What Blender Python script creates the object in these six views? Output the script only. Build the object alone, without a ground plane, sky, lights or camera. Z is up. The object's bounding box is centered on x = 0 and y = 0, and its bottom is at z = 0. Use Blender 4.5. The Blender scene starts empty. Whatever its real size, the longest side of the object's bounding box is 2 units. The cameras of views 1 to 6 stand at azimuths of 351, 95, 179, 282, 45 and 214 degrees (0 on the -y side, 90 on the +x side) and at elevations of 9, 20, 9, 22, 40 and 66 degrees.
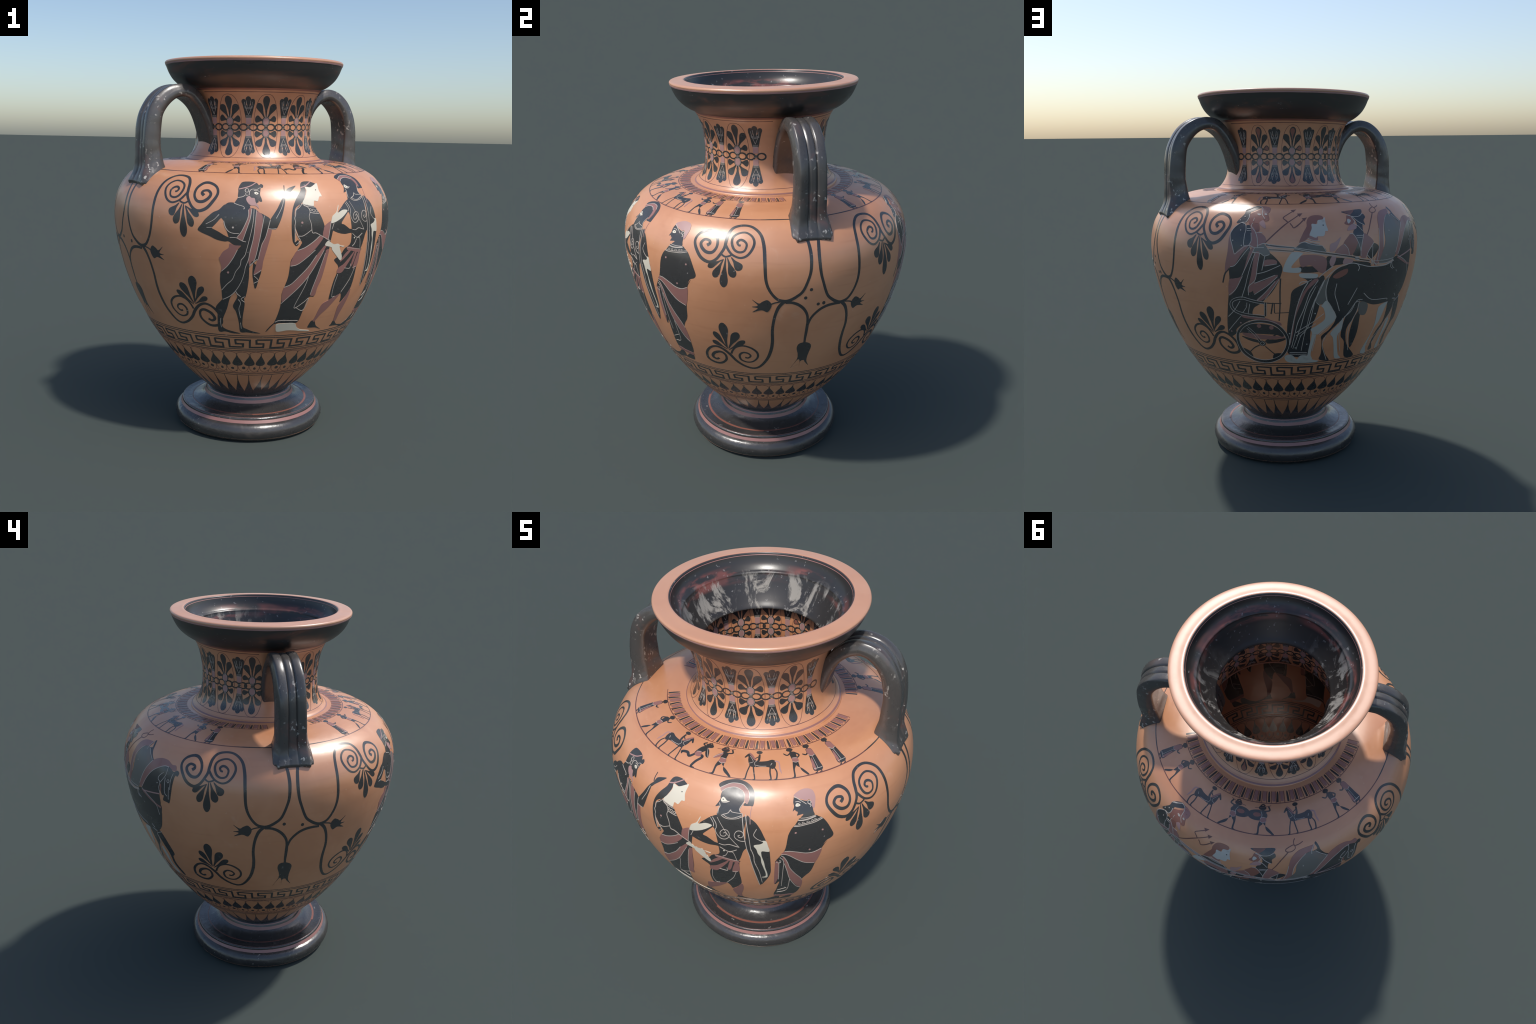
"""Black-figure neck amphora: turned clay body, neck, mouth and foot, two ribbed
strap handles, and the painted decoration laid into the wall as thin inlays of slip."""
import bpy, bmesh, math, random
import numpy as np
from mathutils import Matrix, Vector
from mathutils.geometry import delaunay_2d_cdt

rng = random.Random(7)
SEG = 288                     # segments round the turned parts
WALL = 0.005                  # wall thickness of body and neck

# ------------------------------------------------------------------ materials
def new_mat(name):
    m = bpy.data.materials.new(name); m.use_nodes = True
    nt = m.node_tree; nt.nodes.clear()
    out = nt.nodes.new('ShaderNodeOutputMaterial')
    b = nt.nodes.new('ShaderNodeBsdfPrincipled')
    nt.links.new(b.outputs[0], out.inputs[0])
    b.inputs['Specular IOR Level'].default_value = .95
    return m, nt, b

def coords(nt, scale=(1, 1, 1)):
    tc = nt.nodes.new('ShaderNodeTexCoord'); mp = nt.nodes.new('ShaderNodeMapping')
    mp.inputs['Scale'].default_value = scale
    nt.links.new(tc.outputs['Object'], mp.inputs[0]); return mp.outputs[0]

def noise(nt, vec, scale, detail=4, rough=.55, dist=0):
    n = nt.nodes.new('ShaderNodeTexNoise')
    n.inputs['Scale'].default_value = scale; n.inputs['Detail'].default_value = detail
    n.inputs['Roughness'].default_value = rough; n.inputs['Distortion'].default_value = dist
    nt.links.new(vec, n.inputs['Vector']); return n.outputs[0]

def ramp(nt, fac, lo, hi, a=0., b=1.):
    r = nt.nodes.new('ShaderNodeMapRange'); r.interpolation_type = 'SMOOTHSTEP'
    r.inputs[1].default_value = lo; r.inputs[2].default_value = hi
    r.inputs[3].default_value = a; r.inputs[4].default_value = b
    nt.links.new(fac, r.inputs[0]); return r.outputs[0]

def mix(nt, fac, a, b):
    m = nt.nodes.new('ShaderNodeMix'); m.data_type = 'RGBA'
    if isinstance(fac, (int, float)): m.inputs[0].default_value = fac
    else: nt.links.new(fac, m.inputs[0])
    for k, v in ((6, a), (7, b)):
        if isinstance(v, tuple): m.inputs[k].default_value = (*v, 1)
        else: nt.links.new(v, m.inputs[k])
    return m.outputs[2]

def math_(nt, op, a, b):
    m = nt.nodes.new('ShaderNodeMath'); m.operation = op
    for k, v in ((0, a), (1, b)):
        if isinstance(v, (int, float)): m.inputs[k].default_value = v
        else: nt.links.new(v, m.inputs[k])
    return m.outputs[0]

def bump(nt, h, strength, dist=.002):
    b = nt.nodes.new('ShaderNodeBump'); b.inputs['Strength'].default_value = strength
    b.inputs['Distance'].default_value = dist; nt.links.new(h, b.inputs['Height']); return b.outputs[0]

def clay(name, base, dark, pale, rough):
    m, nt, b = new_mat(name)
    b.inputs['IOR'].default_value = 1.6                     # burnished surface, stronger sheen than raw clay
    v = coords(nt); wheel = coords(nt, (1, 1, 16))
    n1 = noise(nt, v, 2.6, 5, .6, .4); n2 = noise(nt, wheel, 3.2, 4, .6); n3 = noise(nt, v, 9, 6, .65, .8)
    n4 = noise(nt, v, 70, 3, .6)
    c = mix(nt, ramp(nt, n1, .38, .68, 0, .55), base, dark)
    c = mix(nt, ramp(nt, n2, .52, .75, 0, .35), c, dark)
    c = mix(nt, ramp(nt, n3, .60, .80, 0, .38), c, pale)
    c = mix(nt, ramp(nt, n4, .68, .74, 0, .5), c, pale)
    nt.links.new(c, b.inputs['Base Color'])
    nt.links.new(ramp(nt, n3, .3, .7, rough - .05, rough + .08), b.inputs['Roughness'])
    nt.links.new(bump(nt, n2, .10), b.inputs['Normal'])
    return m

def slip(name, base, worn, speck, rough=.3, wear=.5, specks=.5, seed=0., bmp=.12, stretch=(1, 1, 1.4), lo=.58, size=5.5, fleck=.66, dent=.002):
    """glossy fired slip: base colour, soft worn patches, pale deposits in flecks"""
    m, nt, b = new_mat(name)
    v = coords(nt, stretch)
    mp = v.node; mp.inputs['Location'].default_value = (seed, seed * .7, seed * 1.3)
    b.inputs['Specular IOR Level'].default_value = .9
    n1 = noise(nt, v, size, 6, .62, .6); n2 = noise(nt, v, 55, 3, .55); n3 = noise(nt, v, 7, 4, .6)
    c = mix(nt, ramp(nt, n1, lo, lo + .16, 0, wear), base, worn)
    f = math_(nt, 'MULTIPLY', ramp(nt, n2, fleck, fleck + .06), ramp(nt, n3, .48, .66, 0, specks))
    c = mix(nt, f, c, speck)
    nt.links.new(c, b.inputs['Base Color'])
    nt.links.new(ramp(nt, n1, .3, .7, rough - .06, rough + .12), b.inputs['Roughness'])
    nt.links.new(bump(nt, n3, bmp, dent), b.inputs['Normal'])
    return m

def deposit_lining(name):
    """black mouth interior with red misfired streaks and grey lime run-offs on one side"""
    m, nt, b = new_mat(name)
    v = coords(nt); st = coords(nt, (1, 1, .35)); b.inputs['Specular IOR Level'].default_value = .6
    n1 = noise(nt, st, 11, 8, .72, .7); n2 = noise(nt, v, 3.2, 3, .5); n3 = noise(nt, coords(nt, (1, 1, 4)), 4, 5, .6)
    n4 = noise(nt, v, 45, 4, .6)
    sep = nt.nodes.new('ShaderNodeSeparateXYZ'); nt.links.new(v, sep.inputs[0])
    side = ramp(nt, math_(nt, 'SUBTRACT', sep.outputs[1], sep.outputs[0]), -.38, .12)   # back-left arc is dirtier
    low = ramp(nt, sep.outputs[2], 1.925, 1.88)
    ring = math_(nt, 'MULTIPLY', ramp(nt, sep.outputs[2], 1.862, 1.885), ramp(nt, sep.outputs[2], 1.945, 1.925))   # misfired zone about the ledge
    c = mix(nt, math_(nt, 'MULTIPLY', math_(nt, 'MULTIPLY', ramp(nt, n3, .44, .56, 0, .85), ramp(nt, n2, .34, .54)), ring), (.034, .031, .029), (.24, .075, .06))
    g = math_(nt, 'MULTIPLY', math_(nt, 'MULTIPLY', ramp(nt, n1, .50, .60), side), low)
    c = mix(nt, math_(nt, 'MULTIPLY', g, .72), c, (.42, .39, .34))
    c = mix(nt, math_(nt, 'MULTIPLY', ramp(nt, n4, .64, .70), .5), c, (.40, .38, .36))
    nt.links.new(c, b.inputs['Base Color'])
    nt.links.new(ramp(nt, g, 0, 1, .30, .75), b.inputs['Roughness'])
    nt.links.new(bump(nt, n1, .15), b.inputs['Normal'])
    return m

MAT = {
    'clay':  clay('terracotta_clay', (.635, .288, .144), (.51, .205, .092), (.68, .405, .27), .35),
    'rim':   clay('rim_clay', (.61, .305, .178), (.55, .255, .14), (.66, .40, .29), .33),
    'black': slip('black_slip', (.040, .038, .037), (.062, .052, .048), (.40, .36, .34), .25, .45, .7, 1.3),
    'lipblack': slip('lip_slip', (.034, .031, .029), (.125, .05, .034), (.35, .33, .30), .33, .75, .9, 4.1, .15, (1, 1, 4), .50, 3.2),
    'handle': slip('handle_slip', (.066, .059, .054), (.15, .068, .055), (.50, .46, .41), .27, .6, 1., 8.2, .5, (1, 1, .8), .55, 7, .60, .004),
    'foot':  slip('foot_slip', (.040, .037, .036), (.085, .070, .060), (.36, .33, .30), .24, .6, .7, 5.7, .6, (1, 1, 1.4), .56, 5.5, .64, .008),
    'thin':  slip('dilute_slip', (.15, .055, .042), (.11, .04, .03), (.4, .25, .2), .38, .4, .3, 2.2),
    'red':   slip('purple_red_slip', (.30, .135, .115), (.25, .085, .065), (.42, .28, .25), .40, .6, .5, 3.3),
    'rust':  slip('misfired_red_slip', (.26, .095, .065), (.12, .06, .05), (.42, .26, .22), .40, .7, .5, 6.9),
    'mauve': slip('mauve_slip', (.42, .235, .215), (.34, .16, .14), (.52, .40, .36), .40, .5, .5, 9.1),
    'white': slip('white_slip', (.68, .62, .50), (.55, .48, .38), (.78, .74, .66), .45, .5, .5, 7.7),
    'pale':  slip('weathered_white_slip', (.47, .45, .40), (.14, .13, .12), (.60, .57, .52), .45, .8, .5, 2.9),
    'grey':  slip('worn_grey_slip', (.16, .145, .125), (.22, .15, .115), (.42, .40, .37), .40, .8, .6, 1.9),
    'line':  slip('incised_line', (.50, .43, .37), (.40, .33, .28), (.6, .55, .5), .5, .5, .3, 0.4),
    'lining': deposit_lining('mouth_lining_slip'),
}

# ------------------------------------------------------------------ turned profiles (radius, height)
BODY = [(.226,.190),(.236,.203),(.265,.229),(.302,.26),(.343,.3),(.399,.36),(.455,.43),(.509,.505),(.561,.585),
        (.605,.668),(.6465,.755),(.682,.845),(.7095,.935),(.7306,1.025),(.7430,1.105),(.7475,1.17),(.7430,1.235),
        (.730,1.29),(.712,1.33),(.688,1.365),(.655,1.398),(.611,1.425),(.560,1.446),(.500,1.461),(.440,1.4675),(.380,1.4685),(.350,1.469)]
NECK = [(.376,1.455),(.372,1.470),(.362,1.478),(.352,1.486),(.336,1.507),(.322,1.535),(.313,1.570),(.3085,1.61),
        (.3085,1.65),(.3115,1.69),(.317,1.73),(.326,1.77),(.339,1.805),(.354,1.832)]
LIP = [(.352,1.829),(.360,1.838),(.385,1.850),(.412,1.869),(.436,1.893),(.454,1.922),(.466,1.950),(.473,1.968)]
RIM = [(.473,1.968),(.4748,1.973),(.4725,1.979),(.464,1.983),(.430,1.9855),(.410,1.9875),(.402,1.986)]
LINING = [(.402,1.986),(.397,1.982),(.394,1.970),(.388,1.952),(.378,1.934),(.363,1.916),(.354,1.910),(.350,1.905),
          (.348,1.897),(.341,1.880),(.328,1.850),(.311,1.818),(.292,1.788),(.274,1.763),(.278,1.756),(.312,1.758)]
FOOT = [(.02,.045),(.30,.040),(.335,.015),(.350,.003),(.368,.0),(.384,.001),(.397,.010),(.410,.026),(.417,.045),(.4165,.062),
        (.410,.079),(.400,.091),(.388,.098),(.381,.101),(.3795,.106),(.379,.118),(.3765,.124),(.370,.1265),
        (.345,.125),(.325,.1255),(.320,.124),(.315,.1265),(.295,.132),(.270,.143),(.254,.156),(.249,.163),(.2465,.172),
        (.242,.184),(.236,.193),(.226,.199),(.20,.20)]

def catmull(P, n=12, closed=False):
    P = np.asarray(P, float)
    Q = np.vstack([P[-1], P, P[:2]]) if closed else np.vstack([2*P[0]-P[1], P, 2*P[-1]-P[-2]])
    t = np.linspace(0, 1, n, endpoint=False)[:, None]; out = []
    for i in range(1, len(Q) - 2):
        a, b, c, d = Q[i-1:i+3]
        out.append(.5*(2*b + (c-a)*t + (2*a-5*b+4*c-d)*t**2 + (3*b-a-3*c+d)*t**3))
    if not closed: out.append(P[-1:])
    return np.vstack(out)

class Turned:
    """surface of revolution addressed by angle (degrees) and distance t (m) along its profile"""
    def __init__(self, ctrl, frame, n=12, through=True):
        self.p = catmull(ctrl, n); d = np.diff(self.p, axis=0)
        self.t = np.r_[0, np.cumsum(np.hypot(d[:, 0], d[:, 1]))]
        g = np.gradient(self.p, axis=0); g /= np.linalg.norm(g, axis=1)[:, None]
        self.n = np.stack([g[:, 1], -g[:, 0]], 1)
        self.frame = frame; self.sag = 0.; self.depth = -(WALL + .0008) if through else -.003
    def r(self, t): return np.interp(t, self.t, self.p[:, 0])
    def at(self, th, t, lift):
        th = np.radians(th); r = np.interp(t, self.t, self.p[:, 0]); z = np.interp(t, self.t, self.p[:, 1])
        nr = np.interp(t, self.t, self.n[:, 0]); nz = np.interp(t, self.t, self.n[:, 1])
        r = r + lift*nr; z = z + lift*nz
        return self.lean(np.stack([r*np.cos(th), r*np.sin(th), z], -1))
    def lean(self, P):
        """the shoulder sits a little higher at the back than over the front"""
        u = np.clip((P[..., 2] - 1.12)/.30, 0, 1); P[..., 2] += self.sag*P[..., 1]*u*u*(3 - 2*u)
        if self.sag:                                       # and the axis drifts off true above the ornament bands
            h = np.maximum(0, P[..., 2] - .64); P[..., 0] -= .004*h; P[..., 1] -= .010*h
        return P

# body stands upright; neck and mouth lean a little over the front (-y)
BODY_FRAME = Matrix.Translation((.0030, .0045, 0))
def lean_frame():
    kx, ky = .011, .028
    z = Vector((-kx, -ky, 1)).normalized(); x = Vector((1, 0, kx)).normalized(); y = z.cross(x)
    R = Matrix((x, y, z)).transposed().to_4x4()
    return Matrix.Translation((.0035, -.004, 1.45)) @ R @ Matrix.Translation((0, 0, -1.45))
NECK_FRAME = lean_frame()
FOOT_FRAME = Matrix.Translation((.003, .001, 0))
S_BODY = Turned(BODY, BODY_FRAME, 16); S_BODY.sag = .013; S_NECK = Turned(NECK, NECK_FRAME, 16); S_FOOT = Turned(FOOT, FOOT_FRAME, 8, False)
S_LIP = Turned(LIP, NECK_FRAME, 8, False)

# ------------------------------------------------------------------ object helpers
ROOT = bpy.data.objects.new('amphora', None); bpy.context.scene.collection.objects.link(ROOT)
ROOT['label'] = 'black-figure terracotta amphora with two strap handles and painted scenes'
ROOT['category'] = 'vase'

FRAMES = {}
def put(name, mesh, parent=ROOT, frame=None):
    o = bpy.data.objects.new(name, mesh); bpy.context.scene.collection.objects.link(o)
    o.parent = parent
    if frame is not None: o.matrix_local = frame; FRAMES[o.name] = frame
    return o

def mesh_from(name, verts, faces, mat, smooth=True):
    me = bpy.data.meshes.new(name)
    me.from_pydata([tuple(v) for v in verts], [], faces)
    me.materials.append(mat if not isinstance(mat, str) else MAT[mat])
    if smooth: me.polygons.foreach_set('use_smooth', [True]*len(me.polygons))
    me.update(); return me

def wobble(th, seed, amp, k=(3, 5, 9)):
    r = random.Random(seed); o = np.zeros_like(th)
    for f in k: o += amp*r.uniform(.3, 1)/len(k)*np.cos(np.radians(th)*f + r.uniform(0, 6.28))
    return o

def turned_mesh(name, prof, mat, seed=0, amp=.0008, close=False, seg=SEG, surf=None):
    """revolve a dense profile; a slow hand-thrown wobble keeps it from being machine-round"""
    th = np.linspace(0, 360, seg, endpoint=False); a = np.radians(th); w = wobble(th, seed, amp)
    V = np.concatenate([np.stack([(r + w*min(1, r/.2))*np.cos(a), (r + w*min(1, r/.2))*np.sin(a), np.full(seg, z)], 1) for r, z in prof])
    if surf: V = surf.lean(V)
    n = len(prof); F = []
    for i in range(n if close else n - 1):
        j = (i + 1) % n
        for k in range(seg):
            k2 = (k + 1) % seg
            F.append((i*seg + k, i*seg + k2, j*seg + k2, j*seg + k))
    return mesh_from(name, V, F, mat)

def shade_by_angle(o, deg=35):
    me = o.data; bm = bmesh.new(); bm.from_mesh(me)
    for e in bm.edges:
        if len(e.link_faces) == 2 and e.calc_face_angle(0) > math.radians(deg): e.smooth = False
    bm.to_mesh(me); bm.free()

# ------------------------------------------------------------------ paint laid into the wall
LIFT = {'black': .0005, 'thin': .0004, 'grey': .0008, 'rust': .0009, 'red': .0010, 'mauve': .0011, 'pale': .0010, 'white': .0012, 'line': .0016, 'over': .0021}
LAYER_NAME = {'black': 'black_silhouette', 'thin': 'dilute_brushwork', 'grey': 'grey_hide', 'rust': 'reddened_patch', 'red': 'red_drapery', 'mauve': 'mauve_trim',
              'pale': 'weathered_white_patch', 'white': 'white_skin', 'line': 'incised_line', 'over': 'brush_dot'}

class Motif:
    """a painted motif: fills, strokes and dots in (degrees, cm along the profile), built as thin inlays"""
    def __init__(self, name, surf=S_BODY):
        self.name, self.s, self.layers, self.k = name, surf, {}, 0
        self.map = None                                    # optional placement: rows of (degrees, cm) -> same
    def _add(self, mat, th, t, tris, loops):
        V, F = self.layers.setdefault(mat, ([], []))
        self.k += 1; lift = LIFT[mat] + (self.k % 24)*.000012
        th = np.asarray(th, float); t = np.asarray(t, float)
        top = self.s.at(th, t, lift); bot = self.s.at(th, t, self.s.depth - (lift - .0004)*.5)
        b = len(V); n = len(th)
        V.extend(top); V.extend(bot)
        F.extend([(b+i, b+j, b+k) for i, j, k in tris]); F.extend([(b+n+k, b+n+j, b+n+i) for i, j, k in tris])
        for lp in loops:                                   # side walls on their own vertices
            c = len(V); m = len(lp)
            V.extend(top[lp]); V.extend(bot[lp])
            F.extend([(c+i, c+m+i, c+m+(i+1) % m, c+(i+1) % m) for i in range(m)])
    def place(self, pts):
        P = np.array(pts, float); return P if self.map is None else self.map(P)
    def fill(self, mat, pts, soft=True):
        P = self.place(pts)*[1, .01]
        rr = float(self.s.r(P[:, 1].mean())); sx = math.radians(1)*rr
        X = P*[sx, 1]
        keep = [i for i in range(len(X)) if np.hypot(*(X[i]-X[i-1])) > 1e-5]; X = X[keep]
        if soft and len(X) > 3:
            X = catmull(X, 6, True)
        Y = [X[0]]
        for q in list(X[1:]) + [X[0]]:                     # cut long straight runs
            d = np.hypot(*(q - Y[-1])); m = max(1, int(d/.02))
            for i in range(1, m + 1): Y.append(Y[-1] + (q - Y[-1])/(m + 1 - i))
        X = np.array(Y[:-1])
        K = [X[0]]
        for q in X[1:]:                                    # drop points that crowd
            if np.hypot(*(q - K[-1])) > 4e-4: K.append(q)
        if len(K) > 3 and np.hypot(*(K[0] - K[-1])) < 3e-4: K.pop()
        X = np.array(K)
        if len(X) < 3: return self
        lo, hi = X.min(0), X.max(0); g = []
        if (hi - lo).max() > .03:
            gx, gy = np.meshgrid(np.arange(lo[0] + .01, hi[0], .02), np.arange(lo[1] + .01, hi[1], .02))
            G = np.stack([gx.ravel(), gy.ravel()], 1)
            x1, y1 = X[:, 0], X[:, 1]; x2, y2 = np.roll(x1, -1), np.roll(y1, -1)
            for q in G:
                c = (y1 > q[1]) != (y2 > q[1])
                xi = x1 + (q[1]-y1)*(x2-x1)/np.where(y2 == y1, 1e-9, y2-y1)
                if np.sum(c & (q[0] < xi)) % 2 and np.hypot(x1-q[0], y1-q[1]).min() > .006: g.append(q)
        A = np.vstack([X, g]) if g else X; n = len(X)
        v, ed, f, *_ = delaunay_2d_cdt([Vector(q) for q in A], [(i, (i+1) % n) for i in range(n)], [], 1, 1e-6)
        v = np.array([tuple(q) for q in v]); T = []
        for q in f:
            for i in range(1, len(q) - 1):
                a, b, c = q[0], q[i], q[i+1]
                ar = np.cross(v[b]-v[a], v[c]-v[a])
                if abs(ar) > 1e-10: T.append((a, b, c) if ar > 0 else (a, c, b))
        if not T: return self
        cnt = {}
        for a, b, c in T:
            for q in ((a, b), (b, c), (c, a)): cnt[q] = 1
        nxt = {a: b for a, b in cnt if (b, a) not in cnt}; loops = []
        while nxt:                                         # boundary loops for the side walls
            a = next(iter(nxt)); lp = []
            while a in nxt: lp.append(a); a = nxt.pop(a)
            if len(lp) > 2: loops.append(lp)
        self._add(mat, v[:, 0]/sx, v[:, 1], T, loops); return self
    def stroke(self, mat, pts, w, taper=(1, 1), closed=False, soft=True, vary=.12):
        """brush line of width w (cm)"""
        P = self.place(pts)*[1, .01]
        rr = float(self.s.r(P[:, 1].mean())); sx = math.radians(1)*rr; X = P*[sx, 1]
        if len(X) > 2 and soft: X = catmull(X, 10, closed)
        elif closed: X = np.vstack([X, X[:1]])
        Y = [X[0]]
        for q in X[1:]:
            d = np.hypot(*(q - Y[-1])); m = max(1, int(d/.012))
            for i in range(1, m + 1): Y.append(Y[-1] + (q - Y[-1])/(m + 1 - i))
        X = np.array(Y); e = np.r_[1, np.hypot(*np.diff(X, axis=0).T)]; X = X[e > 1e-4]; n = len(X)
        if closed and np.hypot(*(X[0]-X[-1])) < 2e-4: X = X[:-1]; n -= 1
        d = (np.roll(X, -1, 0) - np.roll(X, 1, 0)) if closed else np.gradient(X, axis=0)
        d /= np.linalg.norm(d, axis=1)[:, None] + 1e-9
        nrm = np.stack([-d[:, 1], d[:, 0]], 1)
        if not soft:                                       # mitred corners
            s = np.roll(X, -1, 0) - X; s /= np.linalg.norm(s, axis=1)[:, None] + 1e-9
            c = np.abs((s*np.vstack([d[1:], d[-1:]])).sum(1)); 
            nrm = nrm/np.clip(np.abs((nrm*np.stack([-s[:, 1], s[:, 0]], 1)).sum(1)), .6, 1)[:, None]
            if not closed: nrm[-1] = np.array([-d[-1, 1], d[-1, 0]])
        u = np.linspace(0, 1, n); a, b = taper
        h = .005*w*(np.minimum(1, np.minimum(a + (1-a)*u*5, b + (1-b)*(1-u)*5)))
        h = h*(1 + vary*np.sin(u*n*.11 + self.k*1.7))
        L, R = X + nrm*h[:, None], X - nrm*h[:, None]
        A = np.vstack([L, R]); T = []
        for i in range(n if closed else n - 1):
            j = (i + 1) % n
            T += [(n+i, n+j, j), (n+i, j, i)]
        loops = [list(range(n))[::-1], list(range(n, 2*n))] if closed else [list(range(n))[::-1] + list(range(n, 2*n))]
        self._add(mat, A[:, 0]/sx, A[:, 1], T, loops); return self
    def dot(self, mat, c, rx, ry=None, n=10):
        rr = float(self.s.r(c[1]*.01)); sx = math.radians(1)*rr; ry = ry or rx
        a = np.linspace(0, 2*math.pi, n, endpoint=False)
        return self.fill(mat, np.stack([c[0] + .01*rx*np.cos(a)/sx, c[1] + ry*np.sin(a)], 1))
    def petal(self, mat, base, tip, w):
        """tear-drop petal: pointed at its base, round at its tip; w = full width in cm"""
        rr = float(self.s.r(.005*(base[1]+tip[1]))); sx = math.radians(1)*rr*100
        b = np.array([base[0]*sx, base[1]]); e = np.array([tip[0]*sx, tip[1]]); d = e - b; L = np.hypot(*d); d /= L
        nn = np.array([-d[1], d[0]]); h = w/2
        prof = [(0, .12), (.3, .34), (.55, .76), (.74, 1), (.88, .86), (.97, .45), (1, 0)]
        pts = [b + d*L*u + nn*h*k for u, k in prof] + [b + d*L*u - nn*h*k for u, k in prof[-2::-1]]
        return self.fill(mat, np.array(pts)/[sx, 1])
    def ring(self, mat, t0, t1, seed=0, amp=.05, th0=0, th1=360):
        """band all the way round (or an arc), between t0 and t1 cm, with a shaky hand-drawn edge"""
        full = th1 - th0 >= 360; n = 240 if full else max(8, int((th1-th0)/1.5))
        th = np.linspace(th0, th1, n, endpoint=not full)
        a = t0 + wobble(th, seed, amp, (2, 5, 11, 23)); b = t1 + wobble(th, seed + .5, amp, (2, 5, 11, 23))
        A = np.r_[th, th]; B = np.r_[b, a]*.01; T = []
        for i in range(n if full else n - 1):
            j = (i + 1) % n; T += [(n+i, n+j, j), (n+i, j, i)]
        loops = [list(range(n))[::-1], list(range(n, 2*n))] if full else [list(range(n))[::-1] + list(range(n, 2*n))]
        self._add(mat, A, B, T, loops); return self
    def build(self, parent=ROOT, order=('black', 'thin', 'grey', 'rust', 'red', 'mauve', 'pale', 'white', 'line', 'over'), kind=None):
        """first layer becomes the motif itself, the other slips its sub-parts"""
        top = None
        for m in order:
            if m not in self.layers: continue
            V, F = self.layers[m]
            me = mesh_from(self.name, V, F, {'over': 'black'}.get(m, m))
            if top is None: top = put(self.name, me, parent, self.s.frame)
            else: put(LAYER_NAME[m], me, top)
        if top is not None and kind: top['kind'] = kind
        return top

def repeat(obj, angles, parent=ROOT):
    """further copies of a motif round the pot, sharing mesh data; children follow"""
    fr = FRAMES[obj.name]
    for k, a in enumerate(angles):
        R = fr @ Matrix.Rotation(math.radians(a), 4, 'Z')
        if k == 0: obj.matrix_local = R; continue
        o = obj.copy(); bpy.context.scene.collection.objects.link(o); o.parent = parent; o.matrix_local = R
        for ch in obj.children:
            c = ch.copy(); bpy.context.scene.collection.objects.link(c); c.parent = o
            c.matrix_local = Matrix.Identity(4)

# ------------------------------------------------------------------ turned clay parts
def inner(surf, k=1):
    return np.stack([surf.p[:, 0] - WALL*surf.n[:, 0], surf.p[:, 1] - WALL*surf.n[:, 1]], 1)[::-1]
put('body', turned_mesh('body', np.vstack([S_BODY.p, inner(S_BODY), [(.15, .205), (.0005, .206)]]), 'clay', 1, 0, surf=S_BODY), frame=BODY_FRAME)
put('neck', turned_mesh('neck', np.vstack([S_NECK.p, inner(S_NECK)]), 'clay', 2, 0, close=True), frame=NECK_FRAME)
put('mouth_lip', turned_mesh('mouth_lip', catmull(LIP, 8), 'lipblack', 3, 0), frame=NECK_FRAME)
put('rim', turned_mesh('rim', catmull(RIM, 6), 'rim', 3, 0), frame=NECK_FRAME)
o = put('mouth_lining', turned_mesh('mouth_lining', catmull(LINING, 6), 'lining', 3, 0), frame=NECK_FRAME)
o = put('foot', turned_mesh('foot', S_FOOT.p, 'foot', 5, 0), frame=FOOT_FRAME)

# ------------------------------------------------------------------ strap handles
# side profile of the strap in its own plane: outer edge and inner edge, (distance from axis, height),
# from the root on the neck over the arch down to the toes on the shoulder
H_OUT = [(.262,1.52),(.272,1.60),(.290,1.665),(.335,1.752),(.392,1.818),(.450,1.842),(.505,1.838),(.556,1.815),(.606,1.770),(.640,1.705),
         (.655,1.635),(.660,1.560),(.661,1.500),(.664,1.452),(.673,1.415),(.686,1.385),(.694,1.366),(.690,1.352),(.675,1.338)]
H_IN = [(.300,1.515),(.322,1.592),(.343,1.660),(.380,1.732),(.424,1.776),(.462,1.789),(.500,1.780),(.536,1.752),(.568,1.706),(.580,1.662),
        (.586,1.610),(.586,1.560),(.584,1.520),(.580,1.490),(.575,1.462),(.570,1.438),(.565,1.420),(.56,1.40),(.56,1.385)]
H_WID = [.070,.074,.076,.077,.077,.077,.077,.077,.077,.078,.078,.079,.080,.083,.089,.096,.099,.097,.09]
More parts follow.
